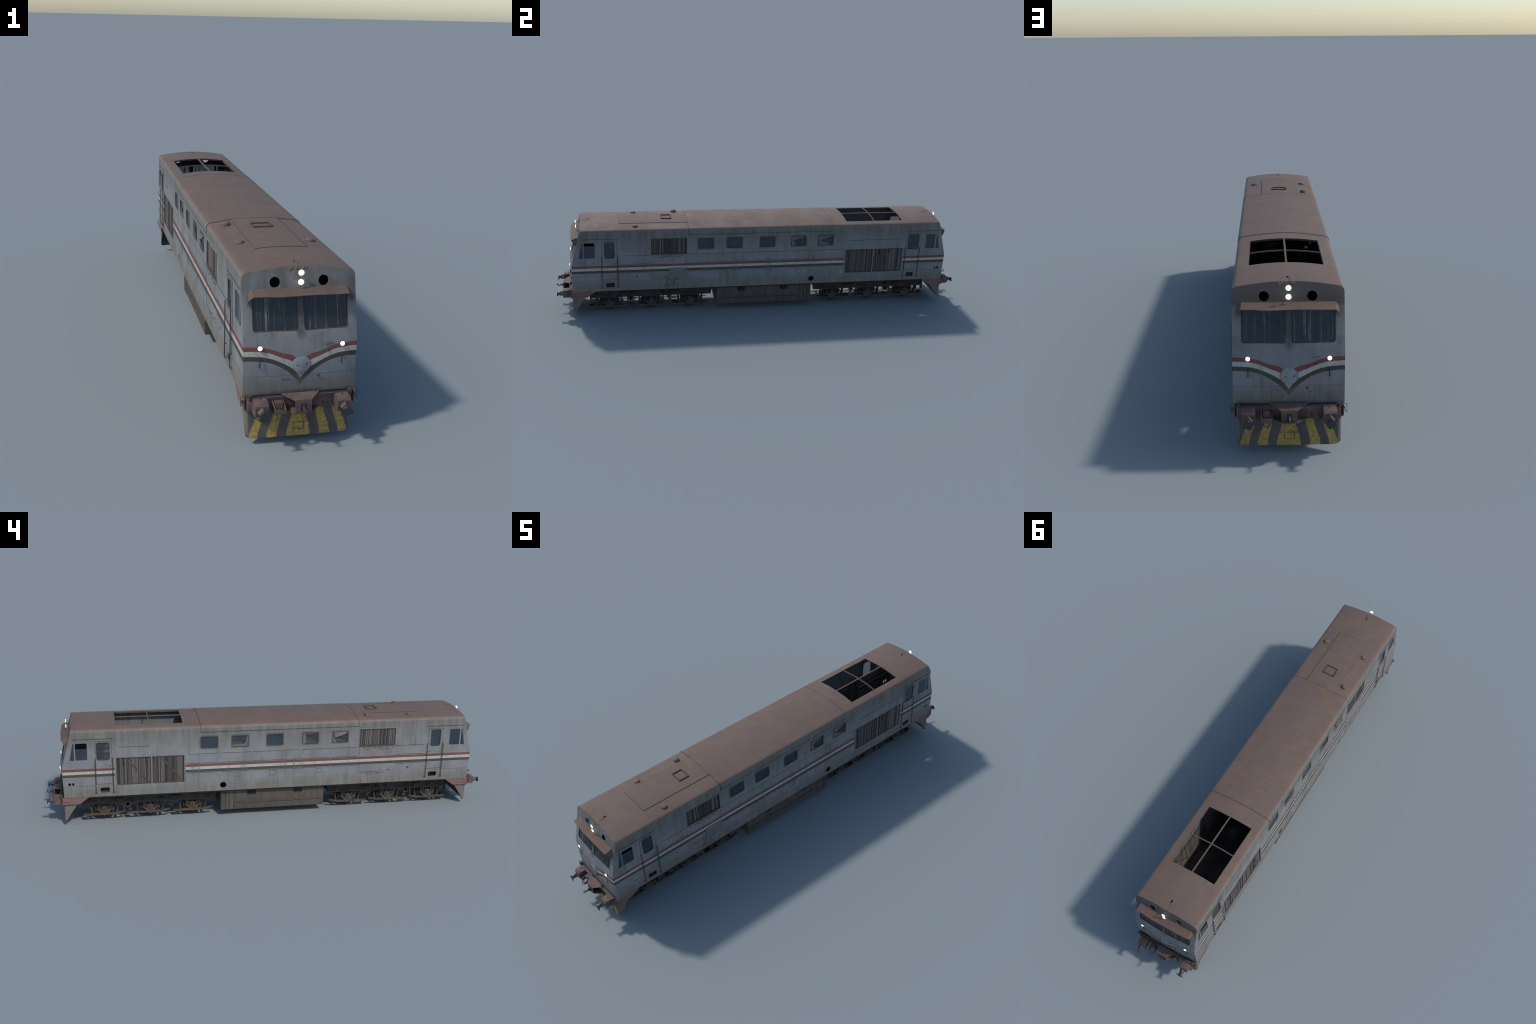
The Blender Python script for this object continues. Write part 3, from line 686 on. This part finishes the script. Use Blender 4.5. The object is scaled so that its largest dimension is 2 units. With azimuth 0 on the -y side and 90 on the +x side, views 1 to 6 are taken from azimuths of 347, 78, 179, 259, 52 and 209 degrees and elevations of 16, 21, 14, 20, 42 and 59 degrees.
# ------------------------------------------------------------------ cab ends (built at the -y end, turned half round for the other)
def end_module(turn):
    M = Matrix.Rotation(math.pi, 4, 'Z') if turn else Matrix.Identity(4)
    def nb():
        b = B(); b.xf = M; return b
    # windscreens follow the raked, bowed front
    for sx in (-1, 1):
        b = nb(); v = []; N = 6
        for o in (-0.0012, -0.0021):
            for z in (0.2950, 0.3795):
                for k in range(N + 1):
                    x = sx * (0.0075 + (0.1195 - 0.0075) * k / N); v.append((x, -front_y(z, x, o), z))
        n = N + 1; f = []
        for i in range(N): f += [(i, i + 1, n + i + 1, n + i), (2 * n + i, 3 * n + i, 3 * n + i + 1, 2 * n + i + 1), (i, 2 * n + i, 2 * n + i + 1, i + 1), (n + i, n + i + 1, 3 * n + i + 1, 3 * n + i)]
        f += [(0, n, 3 * n, 2 * n), (n - 1, 3 * n - 1, 4 * n - 1, 2 * n - 1)]
        b.faces(v, f, WIND); b.obj("windscreen")
        b = nb(); v = []; o_ = rrect(0.0072, 0.2948, 0.1197, 0.380, 0.0075); i_ = rrect(0.0090, 0.2970, 0.1178, 0.378, 0.0058); n = len(o_)
        for off in (0.0008, -0.001):
            for lp in (o_, i_): v += [(sx * x, -front_y(z, x, off), z) for x, z in lp]
        f = []
        for i in range(n):
            j = (i + 1) % n
            f += [(i, j, n + j, n + i), (2 * n + i, 3 * n + i, 3 * n + j, 2 * n + j), (i, 2 * n + i, 2 * n + j, j), (n + i, n + j, 3 * n + j, 3 * n + i)]
        b.faces(v, f, RUSTY); b.obj("windscreen_frame")
    # sun visor: bent, wavy sheet with folded-down ends
    b = nb(); xs = [-0.1315, -0.1285, -0.1250, -0.1195, -0.1170, -0.09, -0.06, -0.02, 0.02, 0.06, 0.09, 0.1170, 0.1195, 0.1250, 0.1285, 0.1315]; v = []
    def visor(x, t):
        e = min(1.0, max(0.0, (abs(x) - 0.1190) / 0.0125))
        wav = (0.0010 * math.sin(37 * x + 0.6) + 0.0016 * math.exp(-((x + 0.085) / 0.012) ** 2)) * t
        z = (0.3960 - 0.0108 * t) - 0.0150 * e ** 1.3 + wav - 0.0014 * t * t
        fy = front_y(z + 0.006, min(abs(x), 0.13))
        y = fy - 0.002 + (0.9215 - 0.8905 + 0.0015 * (1 - (x / 0.13) ** 2)) * t * (1 - 0.42 * e)
        return (x, -y, z)
    T5 = (0, 0.25, 0.55, 0.85, 1.0); n = len(xs)
    for o in (0, -0.0013):
        for t in T5:
            for x in xs: p = visor(x, t); v.append((p[0], p[1], p[2] + o))
    f = []; m = len(T5); K = n * m
    for r in range(m - 1):
        for i in range(n - 1):
            a = r * n + i; f += [(a, a + 1, a + n + 1, a + n), (K + a, K + a + n, K + a + n + 1, K + a + 1)]
    rim = list(range(n)) + [r * n + n - 1 for r in range(1, m)] + [(m - 1) * n + i for i in reversed(range(n - 1))] + [r * n for r in reversed(range(1, m - 1))]
    f += [(a, c, c + K, a + K) for a, c in zip(rim, rim[1:] + rim[:1])]
    b.faces(v, f, VISOR)
    for sx in (-1, 1):   # end flaps
        b.prism([(-0.8960, 0.3830), (-0.9120, 0.3725), (-0.9065, 0.3570), (-0.9010, 0.3640)], 0, sx * 0.1305, sx * 0.1313, VISOR)
    b.obj("sun_visor")
    # lamps
    for z in (0.4105, 0.4338):
        yf = front_y(z, 0); b = nb()
        b.lathe([(0.0010, -yf + 0.003), (0.0010, -0.9008), (0.0004, -0.9010)], 1, (0.0008, 0, z), PAINT, 20); hl = b.obj("headlamp")
        b = nb(); b.lathe([(0.0004, -0.9006), (0.0071, -0.9008), (0.0072, -0.9022), (0.0056, -0.9032), (0.0004, -0.9036)], 1, (0.0008, 0, z), LAMP, 20); b.obj("lamp_lens", hl)
    for sx in (-1, 1):
        b = nb(); zc = 0.2572
        b.lathe([(0.0062, -0.9240), (0.0062, -0.9302), (0.0060, -0.9307)], 1, (sx * 0.1035, 0, zc), STEEL, 20); ml = b.obj("marker_lamp")
        b = nb(); b.lathe([(0.0058, -0.9295), (0.0058, -0.9318), (0.0042, -0.9332), (0.0004, -0.9336)], 1, (sx * 0.1035, 0, zc), LAMP, 20); b.obj("lamp_lens", ml)
        b = nb(); x = sx * 0.1035
        b.tube([(x, -0.924, 0.2300), (x, -0.9315, 0.2290), (x, -0.9312, 0.2080), (x, -0.923, 0.2070)], 0.0014, STEEL, 7); b.obj("front_handle")
    # emblem disc
    b = nb(); yf = front_y(0.21, 0)
    b.lathe([(0.0232, -yf + 0.002), (0.0232, -yf - 0.0004), (0.0218, -yf - 0.0010), (0.0004, -yf - 0.0012)], 1, (0.0008, 0, 0.2095), EMBLEM, 32)
    for k in range(20):
        a = 2 * math.pi * k / 20 + 0.1; x, z = 0.0008 + 0.0228 * math.cos(a), 0.2095 + 0.0228 * math.sin(a); h = rnd.uniform(0.0005, 0.0012)
        b.box((x - h, -yf - 0.0012, z - h * 0.8), (x + h, -yf + 0.001, z + h * 0.8), SEAM)
    b.box((-0.012, -yf - 0.0016, 0.2075), (-0.005, -yf, 0.2088), SEAM); b.box((0.0115, -yf - 0.0016, 0.2085), (0.0150, -yf, 0.2120), SEAM)
    b.obj("emblem_plate")
    b = nb()   # small marks left on the front
    b.prism([(0.0420, 0.1760), (0.0490, 0.1800), (0.0490, 0.1720), (0.045, 0.1735)], 1, -front_y(.176, .045) - 0.0008, -front_y(.176, .045) + 0.001, SEAM)
    for (x0, x1, z) in ((-0.045, -0.024, 0.171), (0.052, 0.058, 0.165)):
        b.box((x0, -front_y(z, x0) - 0.0008, z), (x1, -front_y(z, x0) + 0.002, z + 0.0010), FRAME)
    b.prism([(0.060, 0.2565), (0.078, 0.2600), (0.079, 0.2640), (0.060, 0.2620)], 1, -front_y(.258, .07) - 0.0007, -front_y(.258, .07) + 0.001, PLATE)
    b.prism([(0.067, 0.2400), (0.072, 0.2410), (0.071, 0.2445), (0.067, 0.2440)], 1, -front_y(.242, .07) - 0.0009, -front_y(.242, .07) + 0.001, SEAM)
    b.obj("front_scar", kind="stuff")
    # crumpled roof edge over the lamps
    b = nb()
    for (x, y, z, r) in ((-0.022, -0.8765, 0.4415, 0.0040), (-0.016, -0.8740, 0.4435, 0.0048), (-0.006, -0.8765, 0.4432, 0.0036), (0.012, -0.8770, 0.4430, 0.0034), (0.019, -0.8780, 0.4415, 0.0025)):
        b.lathe([(r * 1.7, -0.004), (r * 1.4, 0.0003), (r * 0.8, 0.0014), (0.0003, 0.0019)], 2, (x, y - 0.0015, z - 0.0002), RUST, 7, False)
    b.box((0.0040, -0.868, 0.4435), (0.0055, -0.845, 0.4462), SEAM)
    b.obj("roof_edge_dent")
    # buffer beam
    b = nb()
    b.prism([(-0.1405, -0.9180), (-0.1310, -0.9350), (0.1310, -0.9350), (0.1405, -0.9180)], 2, 0.0945, 0.1285, BEAM)
    b.prism([(-0.1405, -0.9000), (-0.1405, -0.9230), (-0.1320, -0.9365), (0.1320, -0.9365), (0.1405, -0.9230), (0.1405, -0.9000)], 2, 0.1268, 0.1296, BEAM)
    beam = b.obj("buffer_beam", bevel=0.0006)
    for sx in (-1, 1):
        b = nb(); b.prism([(-0.9200, 0.1300), (-0.8140, 0.1300), (-0.8580, 0.0985), (-0.9310, 0.0985), (-0.9310, 0.1300)], 0, sx * 0.1385, sx * 0.1412, SKIRT)
        b.box((min(sx * 0.141, sx * 0.1425), -0.925, 0.108), (max(sx * 0.141, sx * 0.1425), -0.905, 0.1095), FRAME)
        b.obj("beam_side", beam)
        b = nb(); x0, x1 = sx * 0.1395, sx * 0.1485
        b.tube([(x0, -0.930, 0.1330), (x1, -0.930, 0.1330), (x1, -0.930, 0.1090), (x0 + sx * 0.001, -0.930, 0.1180)], 0.0008, STEEL, 6)
        b.box((min(x0, x1), -0.932, 0.1195), (max(x0, x0 + sx * .004), -0.928, 0.1245), FRAME)
        b.obj("corner_loop", beam)
    b = nb()
    b.tube([(-0.129, -0.9380, 0.1345), (-0.06, -0.9385, 0.1348), (0.0, -0.9382, 0.1340), (0.06, -0.9385, 0.1346), (0.129, -0.9380, 0.1345)], 0.0014, STEEL, 7)
    for x in (-0.128, -0.036, 0.036, 0.128): b.box((x - 0.0014, -0.940, 0.1285), (x + 0.0014, -0.928, 0.1375), DUSTY)
    b.box((-0.137, -0.927, 0.1290), (0.137, -0.9235, 0.1330), BLACK)
    for sx in (-1, 1):
        b.box((sx * 0.128 - 0.006, -0.934, 0.1290), (sx * 0.128 + 0.006, -0.926, 0.1345), FRAME)
    b.obj("front_pipe", beam)
    # buffers
    for sx in (-1, 1):
        c = sx * 0.1035; b = nb()
        b.prism([(-0.9340, 0.0935), (-0.9660, 0.0935), (-0.9690, 0.0980), (-0.9690, 0.1225), (-0.9640, 0.1290), (-0.9340, 0.1310)], 0, c - 0.0172, c + 0.0172, BEAM)
        b.box((c - 0.002, -0.948, 0.131), (c + 0.002, -0.944, 0.1335), FRAME)
        b.box((c + sx * 0.0165, -0.9495, 0.1085), (c + sx * 0.0178, -0.9460, 0.1125), BLACK)
        buf = b.obj("buffer", beam, bevel=0.0012)
        b = nb(); d = 0.0118
        b.prism([(c - d, 0.1090), (c, 0.1090 + d), (c + d, 0.1090), (c, 0.1090 - d)], 1, -0.9680, -0.9815, BEAM, [(c - d * .92, 0.1085), (c, 0.1085 + d * .92), (c + d * .92, 0.1085), (c, 0.1085 - d * .92)])
        d = 0.0085
        b.prism([(c - d, 0.1080), (c, 0.1080 + d), (c + d, 0.1080), (c, 0.1080 - d)], 1, -0.9815, -0.9925, STEEL, [(c - d * .7, 0.1070), (c, 0.1070 + d * .7), (c + d * .7, 0.1070), (c, 0.1070 - d * .7)])
        b.obj("buffer_shank", buf)
        b = nb(); a0 = 0.45 if sx < 0 else -0.25; R = 0.0163
        pl = [(c + R * math.cos(a0 + k * math.pi / 2), 0.1060 + R * 0.86 * math.sin(a0 + k * math.pi / 2)) for k in range(4)]
        p2 = [(c + (x - c) * 0.5, 0.106 + (z - 0.106) * 0.5) for x, z in pl]
        b.prism(pl, 1, -0.9965, -0.9952, STEEL); b.prism(pl, 1, -0.9952, -0.9915, STEEL, p2)
        b.obj("buffer_head", buf)
    # coupler housing: open-sided bracket that narrows to a face plate
    b = nb()
    b.faces([(-0.0480, -0.934, 0.1375), (0.0480, -0.934, 0.1375), (0.0205, -0.966, 0.1315), (-0.0205, -0.966, 0.1315), (-0.0480, -0.934, 0.1345), (0.0480, -0.934, 0.1345), (0.0205, -0.966, 0.1290), (-0.0205, -0.966, 0.1290)],
            [(0, 1, 2, 3), (7, 6, 5, 4), (0, 4, 5, 1), (1, 5, 6, 2), (2, 6, 7, 3), (3, 7, 4, 0)], BEAM)
    b.box((-0.0205, -0.9675, 0.0960), (0.0205, -0.9640, 0.1300), BEAM)
    b.prism([(-0.048, -0.934), (0.048, -0.934), (0.0205, -0.965), (-0.0205, -0.965)], 2, 0.0950, 0.0985, BEAM)
    b.box((-0.012, -0.962, 0.099), (0.012, -0.934, 0.126), BLACK)
    b.box((-0.0070, -0.9682, 0.1030), (0.0070, -0.9660, 0.1225), STEEL)
    for sx in (-1, 1): b.lathe([(0.0016, -0.9665), (0.0016, -0.9685), (0.0003, -0.9685)], 1, (sx * 0.0145, 0, 0.117), FRAME, 8)
    b.tube([(-0.017, -0.968, 0.1015), (0, -0.9705, 0.1005), (0.017, -0.968, 0.1015)], 0.0013, FRAME, 6)
    cp = b.obj("coupler_housing", beam)
    b = nb(); hk = [(0, -0.960, 0.1130, .0042), (0, -0.970, 0.1140, .0042), (0, -0.977, 0.1130, .0036), (0, -0.983, 0.1098, .0030), (0, -0.9885, 0.1075, .0027), (0, -0.9945, 0.1085, .0025), (0, -0.9985, 0.1125, .0022), (0, -0.9980, 0.1170, .0019), (0, -0.9945, 0.1190, .0013), (0, -0.9920, 0.1180, .0006)]
    b.tube([p[:3] for p in hk], [p[3] for p in hk], STEEL, 8); b.tube([(0, -0.966, 0.109), (0, -0.972, 0.104), (0, -0.976, 0.105)], 0.0030, STEEL, 8)
    b.obj("coupling_hook", cp)
    # air hose bracket beside it
    b = nb()
    for x in (-0.0440, -0.0705): b.prism([(-0.934, 0.0960), (-0.9660, 0.0995), (-0.9690, 0.1100), (-0.934, 0.1230)], 0, x - 0.0012, x + 0.0012, BEAM)
    b.box((-0.0715, -0.9698, 0.0985), (-0.0430, -0.9680, 0.1095), BEAM)
    b.box((-0.0665, -0.9520, 0.1050), (-0.0480, -0.934, 0.1215), BEAM)
    br = b.obj("hose_bracket", beam)
    b = nb(); b.tube([(-0.0660, -0.960, 0.1000), (-0.0655, -0.9690, 0.0945), (-0.0610, -0.9745, 0.0900), (-0.0570, -0.9755, 0.0888), (-0.0525, -0.9745, 0.0905), (-0.0490, -0.9690, 0.0950), (-0.0485, -0.960, 0.1000)], 0.0012, STEEL, 7); b.obj("air_hose", br)
    b = nb()
    for (x, z) in ((0.058, 0.108), (0.078, 0.104)): b.tube([(x, -0.934, z), (x, -0.941, z), (x + 0.002, -0.944, z - 0.003), (x + 0.002, -0.945, z - 0.006)], 0.0018, STEEL, 7)
    b.obj("pipe_stub", beam)
    # plough blade with swept side wings
    b = nb(); v = []; rows = [(0.1000, 0.1350), (0.070, 0.1345), (0.045, 0.1338), (0.0250, 0.1328), (0.0195, 0.1305), (0.0175, 0.1255), (0.0172, 0.118)]
    for z, w in rows:
        c = 0.9 * max(0, (0.028 - z)) ** 1.5
        v += [(-w, -0.9180 - c, z), (-w + 0.0030, -0.9228 - c, z), (-w + 0.0100, -0.9248 - c, z), (-0.06, -0.9255 - c, z), (0, -0.9258 - c, z), (0.06, -0.9255 - c, z), (w - 0.0100, -0.9248 - c, z), (w - 0.0030, -0.9228 - c, z), (w, -0.9180 - c, z)]
    K = len(v); v += [(x, y + 0.0024, z) for x, y, z in v]
    f = []; n = 9; m = len(rows)
    for r in range(m - 1):
        for i in range(n - 1):
            a = r * n + i; f += [(a, a + 1, a + n + 1, a + n), (K + a, K + a + n, K + a + n + 1, K + a + 1)]
    rim = list(range(n)) + [r * n + n - 1 for r in range(1, m)] + [(m - 1) * n + i for i in reversed(range(n - 1))] + [r * n for r in reversed(range(1, m - 1))]
    f += [(a, c, c + K, a + K) for a, c in zip(rim, rim[1:] + rim[:1])]
    b.faces(v, f, PLOW)
    for sx in (-1, 1):
        b.prism([(-0.9190, 0.1000), (-0.8640, 0.1000), (-0.9140, 0.0260), (-0.9180, 0.0215), (-0.9200, 0.0230)], 0, sx * 0.1318, sx * 0.1338, PLOW, None)
    plow = b.obj("plough_blade", angle=50)
    b = nb(); b.ring(rrect(-0.0125, 0.0335, 0.0145, 0.0535, 0.001, 1), rrect(-0.0113, 0.0347, 0.0133, 0.0523, 0.001, 1), 1, -0.9266, -0.9250, FRAME)
    b.box((-0.0113, -0.9262, 0.0347), (0.0133, -0.9250, 0.0523), PLOW); b.obj("step_plate", plow)
for t in (False, True): end_module(t)

# ------------------------------------------------------------------ bogies
ZA = 0.0500; RW = 0.0445
wb = B()
wb.lathe([(0.010, -0.010), (0.013, -0.0095), (0.015, -0.004), (0.0355, -0.0035), (0.0375, -0.0078), (RW - 0.0015, -0.0080), (RW, -0.0065), (RW + 0.0006, 0.0030), (RW + 0.0032, 0.0045), (RW + 0.0030, 0.0066), (0.0385, 0.0068), (0.0355, 0.0020), (0.014, 0.0035), (0.010, 0.0040)], 0, (0, 0, 0), BOGIE, 32)
wheel_mesh = wb.mesh("wheel")
spr = B(); pts = []
for k in range(49):
    a = 2 * math.pi * k / 10.0; pts.append((0.0072 * math.cos(a), 0.0072 * math.sin(a), 0.026 * k / 48))
spr.tube(pts, 0.0017, BOGIE, 6); spring_mesh = spr.mesh("coil_spring")
bx = B()
bx.prism([(-0.0330, -0.0030), (-0.0300, 0.0010), (0.0300, 0.0010), (0.0330, -0.0030), (0.0050, -0.0320), (-0.0050, -0.0320)], 0, -0.0040, 0.0000, BOGIE)
bx.prism([(-0.0290, -0.0050), (0.0290, -0.0050), (0.0040, -0.0300), (-0.0040, -0.0300)], 0, 0.0000, 0.0032, DUSTY)
bx.prism([(-0.0120, 0.0130), (0.0120, 0.0130), (0.0120, -0.004), (0.0, -0.0130), (-0.0120, -0.004)], 0, 0.0030, 0.0070, DUSTY)
bx.box((-0.014, -0.0080, -0.008), (-0.002, 0.0080, 0.020), BOGIE)
bx.lathe([(0.0055, 0.0070), (0.0055, 0.0090), (0.0003, 0.0092)], 0, (0, 0, 0.003), BOGIE, 10)
box_mesh = bx.mesh("axle_box")
AXLES = (0.3620, 0.5520, 0.7520)
def bogie(e):
    """e = +1 or -1: which end; side frames, transoms, three wheelsets, brake rigging"""
    b = B()
    def Y(y): return e * y
    for s in (1, -1):
        x0, x1 = s * 0.0955, s * 0.1105
        b.prism([(Y(0.2620), 0.0800), (Y(0.8380), 0.0800), (Y(0.8440), 0.1050), (Y(0.8200), 0.1200), (Y(0.2900), 0.1200), (Y(0.2560), 0.1120)], 0, x0, x1, BOGIE)
        b.prism([(Y(0.2600), 0.0800), (Y(0.8400), 0.0800), (Y(0.8400), 0.0835), (Y(0.2600), 0.0835)], 0, s * 0.1105, s * 0.1120, DUSTY)
        # brake cylinders, brackets and slots along the frame
        for (y, z, w, h, m, o) in ((0.690, 0.1010, 0.030, 0.015, BLACK, 0.1150), (0.640, 0.1000, 0.024, 0.012, BLACK, 0.1140), (0.620, 0.1120, 0.020, 0.010, BOGIE, 0.1135), (0.4480, 0.1030, 0.026, 0.014, BLACK, 0.1150), (0.4200, 0.1050, 0.014, 0.007, BLACK, 0.1130), (0.7950, 0.0980, 0.020, 0.006, BLACK, 0.1112), (0.2950, 0.1010, 0.022, 0.006, BLACK, 0.1112), (0.752, 0.0980, 0.006, 0.030, BOGIE, 0.1140), (0.552, 0.0980, 0.006, 0.036, DUSTY, 0.1150), (0.362, 0.0980, 0.006, 0.030, BOGIE, 0.1140), (0.5, 0.0990, 0.020, 0.012, BLACK, 0.1125)):
            y = Y(y); b.box((min(s * 0.108, s * o), y - w / 2, z - h / 2), (max(s * 0.108, s * o), y + w / 2, z + h / 2), m)
        for y in (0.690, 0.448): b.lathe([(0.0070, -0.014), (0.0075, -0.012), (0.0075, 0.012), (0.0060, 0.014)], 1, (s * 0.1155, Y(y), 0.1010), BOGIE, 12)
        # pedestal legs, hangers between wheels
        for ya in AXLES:
            for d in (-0.017, 0.017): b.box((min(s * 0.098, s * 0.107), Y(ya) + d - 0.0022, 0.0480), (max(s * 0.098, s * 0.107), Y(ya) + d + 0.0022, 0.082), BOGIE)
        for (ya, sg) in ((0.6520, 1), (0.6480, -1), (0.4620, 1)):
            y = Y(ya); t = sg * e
            b.prism([(y - 0.013 * t, 0.0850), (y + 0.010 * t, 0.0850), (y + 0.014 * t, 0.0640), (y + 0.001 * t, 0.0500), (y - 0.006 * t, 0.0620)], 0, s * 0.0840, s * 0.0950, DUSTY)
        b.prism([(Y(0.6300), 0.0400), (Y(0.6500), 0.0400), (Y(0.6400), 0.0560)], 0, s * 0.0960, s * 0.1010, DUSTY)
        b.prism([(Y(0.4750), 0.0820), (Y(0.4690), 0.0820), (Y(0.4500), 0.0440), (Y(0.4550), 0.0420)], 0, s * 0.0960, s * 0.1000, BOGIE)
        b.prism([(Y(0.6680), 0.1200), (Y(0.6600), 0.1200), (Y(0.6640), 0.0420), (Y(0.6700), 0.0420)], 0, s * 0.1020, s * 0.1080, BOGIE)
        b.box((min(s * 0.094, s * 0.106), min(Y(0.8380), Y(0.8460)), 0.0600), (max(s * 0.094, s * 0.106), max(Y(0.8380), Y(0.8460)), 0.1000), BOGIE)
        b.box((min(s * 0.094, s * 0.102), Y(0.815) - 0.003, 0.0540), (max(s * 0.094, s * 0.102), Y(0.815) + 0.003, 0.0820), BOGIE)
        b.box((min(s * 0.09, s * 0.108), Y(0.655) - 0.02, 0.1200), (max(s * 0.09, s * 0.108), Y(0.655) + 0.02, 0.1320), BOGIE)
        b.box((min(s * 0.100, s * 0.1125), Y(0.725) - 0.004, 0.1180), (max(s * 0.100, s * 0.1125), Y(0.725) + 0.004, 0.1330), DUSTY)
    for y in (0.8300, 0.6550, 0.4550, 0.2750): b.box((-0.0960, Y(y) - 0.008, 0.0850), (0.0960, Y(y) + 0.008, 0.1120), BOGIE)
    b.box((-0.0350, Y(0.5520) - 0.05, 0.0900), (0.0350, Y(0.5520) + 0.05, 0.1300), BLACK)
    squeeze(b.bm); fr = b.obj("bogie_frame", bevel=0.0005)
    for ya in AXLES:
        a = B(); a.lathe([(0.0085, -0.084), (0.0090, -0.060), (0.0075, -0.058), (0.0075, 0.058), (0.0090, 0.060), (0.0085, 0.084)], 0, (0, Y(ya), ZA), BOGIE, 14)
        a.lathe([(0.022, -0.040), (0.026, -0.036), (0.026, 0.020), (0.022, 0.026)], 0, (0, Y(ya) - e * 0.022, ZA + 0.014), BLACK, 16)
        a.obj("axle", fr)
        for s in (1, -1):
            o = obj_from_mesh("wheel", wheel_mesh, fr); o.location = (s * 0.0690, Y(ya), ZA); o.rotation_euler = (0, 0, 0 if s < 0 else math.pi)
            o = obj_from_mesh("axle_box", box_mesh, fr); o.location = (s * 0.0890, Y(ya), ZA); o.rotation_euler = (0, 0, 0 if s > 0 else math.pi)
            for d in (-0.027, 0.027):
                o = obj_from_mesh("coil_spring", spring_mesh, fr); o.location = (s * 0.0855, Y(ya) + d, ZA + 0.001)
                k = B(); k.box((min(s * 0.079, s * 0.0910), Y(ya) + d - 0.009, ZA - 0.0030), (max(s * 0.079, s * 0.0910), Y(ya) + d + 0.009, ZA + 0.0015), DUSTY); k.obj("spring_seat", fr)
    for s in (1, -1):
        for i, (ya, yb, za, zb) in enumerate(((0.8450, 0.6600, 0.0300, 0.0345), (0.6560, 0.4640, 0.0300, 0.0335), (0.4500, 0.2720, 0.0300, 0.0340))):
            k = B()
            ye = ya + (yb - ya) * 0.78
            k.prism([(Y(ya), za - 0.0040), (Y(ye), za - 0.0040), (Y(yb), zb + 0.0030), (Y(yb), zb + 0.0090), (Y(ye), za + 0.0050), (Y(ya), za + 0.0050)], 0, s * 0.0985, s * 0.1055, DUSTY)
            k.box((min(s * 0.090, s * 0.104), min(Y(ya), Y(ya - 0.024)), za + 0.0045), (max(s * 0.090, s * 0.104), max(Y(ya), Y(ya - 0.024)), za + 0.0125), BLACK)
            squeeze(k.bm); k.obj("brake_rod", fr)
            for yy in (AXLES[2 - i] + 0.055, AXLES[2 - i] - 0.055):
                k = B(); t = 1 if yy > AXLES[2 - i] else -1
                k.prism([(Y(yy), 0.0740), (Y(yy + 0.006 * t), 0.0740), (Y(yy + 0.005 * t), 0.0330), (Y(yy - 0.008 * t), 0.0330), (Y(yy - 0.002 * t), 0.0520)], 0, s * 0.0680, s * 0.0820, BOGIE); squeeze(k.bm); k.obj("brake_shoe", fr)
for e in (1, -1): bogie(e)

# ------------------------------------------------------------------ fuel tank and underframe
b = B(); Y0, Y1 = -0.2345, 0.2390; XT, TZ = 0.1225, 0.0278
b.prism([(-XT, TZ + 0.002), (-XT + 0.003, TZ), (XT - 0.003, TZ), (XT, TZ + 0.002), (XT, 0.1290), (-XT, 0.1290)], 1, Y0, Y1, TANK)
tank = b.obj("fuel_tank", bevel=0.0006)
b = B()
for s in (1, -1):
    def bar(y0, y1, z0, z1, o, m): o -= 0.0125; z0 = max(z0 - 0.0070, TZ + 0.001); z1 = z1 - 0.0070 if z1 < 0.12 else z1; b.box((min(s * 0.116, s * o), y0, z0), (max(s * 0.116, s * o), y1, z1), m)
    bar(-0.2270, 0.1650, 0.0660, 0.0705, 0.1375, DUSTY)
    bar(-0.2270, 0.1650, 0.0640, 0.0660, 0.1358, SEAM)
    for y0, y1 in ((-0.1330, -0.0945), (0.0800, 0.1190)):
        bar(y0, y1, 0.1045, 0.1290, 0.1356, BLACK); bar(y0, y1, 0.1030, 0.1050, 0.1362, SEAM)
    bar(0.1790, 0.2205, 0.0360, 0.1290, 0.1356, SEAM); bar(0.1835, 0.2000, 0.0390, 0.1290, 0.1360, TANK); bar(0.2050, 0.2150, 0.0390, 0.1290, 0.1360, TANK)
    bar(0.2205, 0.2380, 0.0350, 0.1290, 0.1364, DUSTY)
    for k in range(7): bar(0.1700, 0.1760, 0.048 + k * 0.0105, 0.0495 + k * 0.0105, 0.1358, SEAM)
b.obj("tank_fitting", tank)
b = B()
for s in (1, -1): b.box((min(s * 0.128, s * 0.1405), -0.9, 0.1240), (max(s * 0.128, s * 0.1405), 0.9, 0.1302), BLACK)
b.box((-0.05, -0.9, 0.118), (0.05, 0.9, 0.1302), BLACK)
b.obj("underframe")
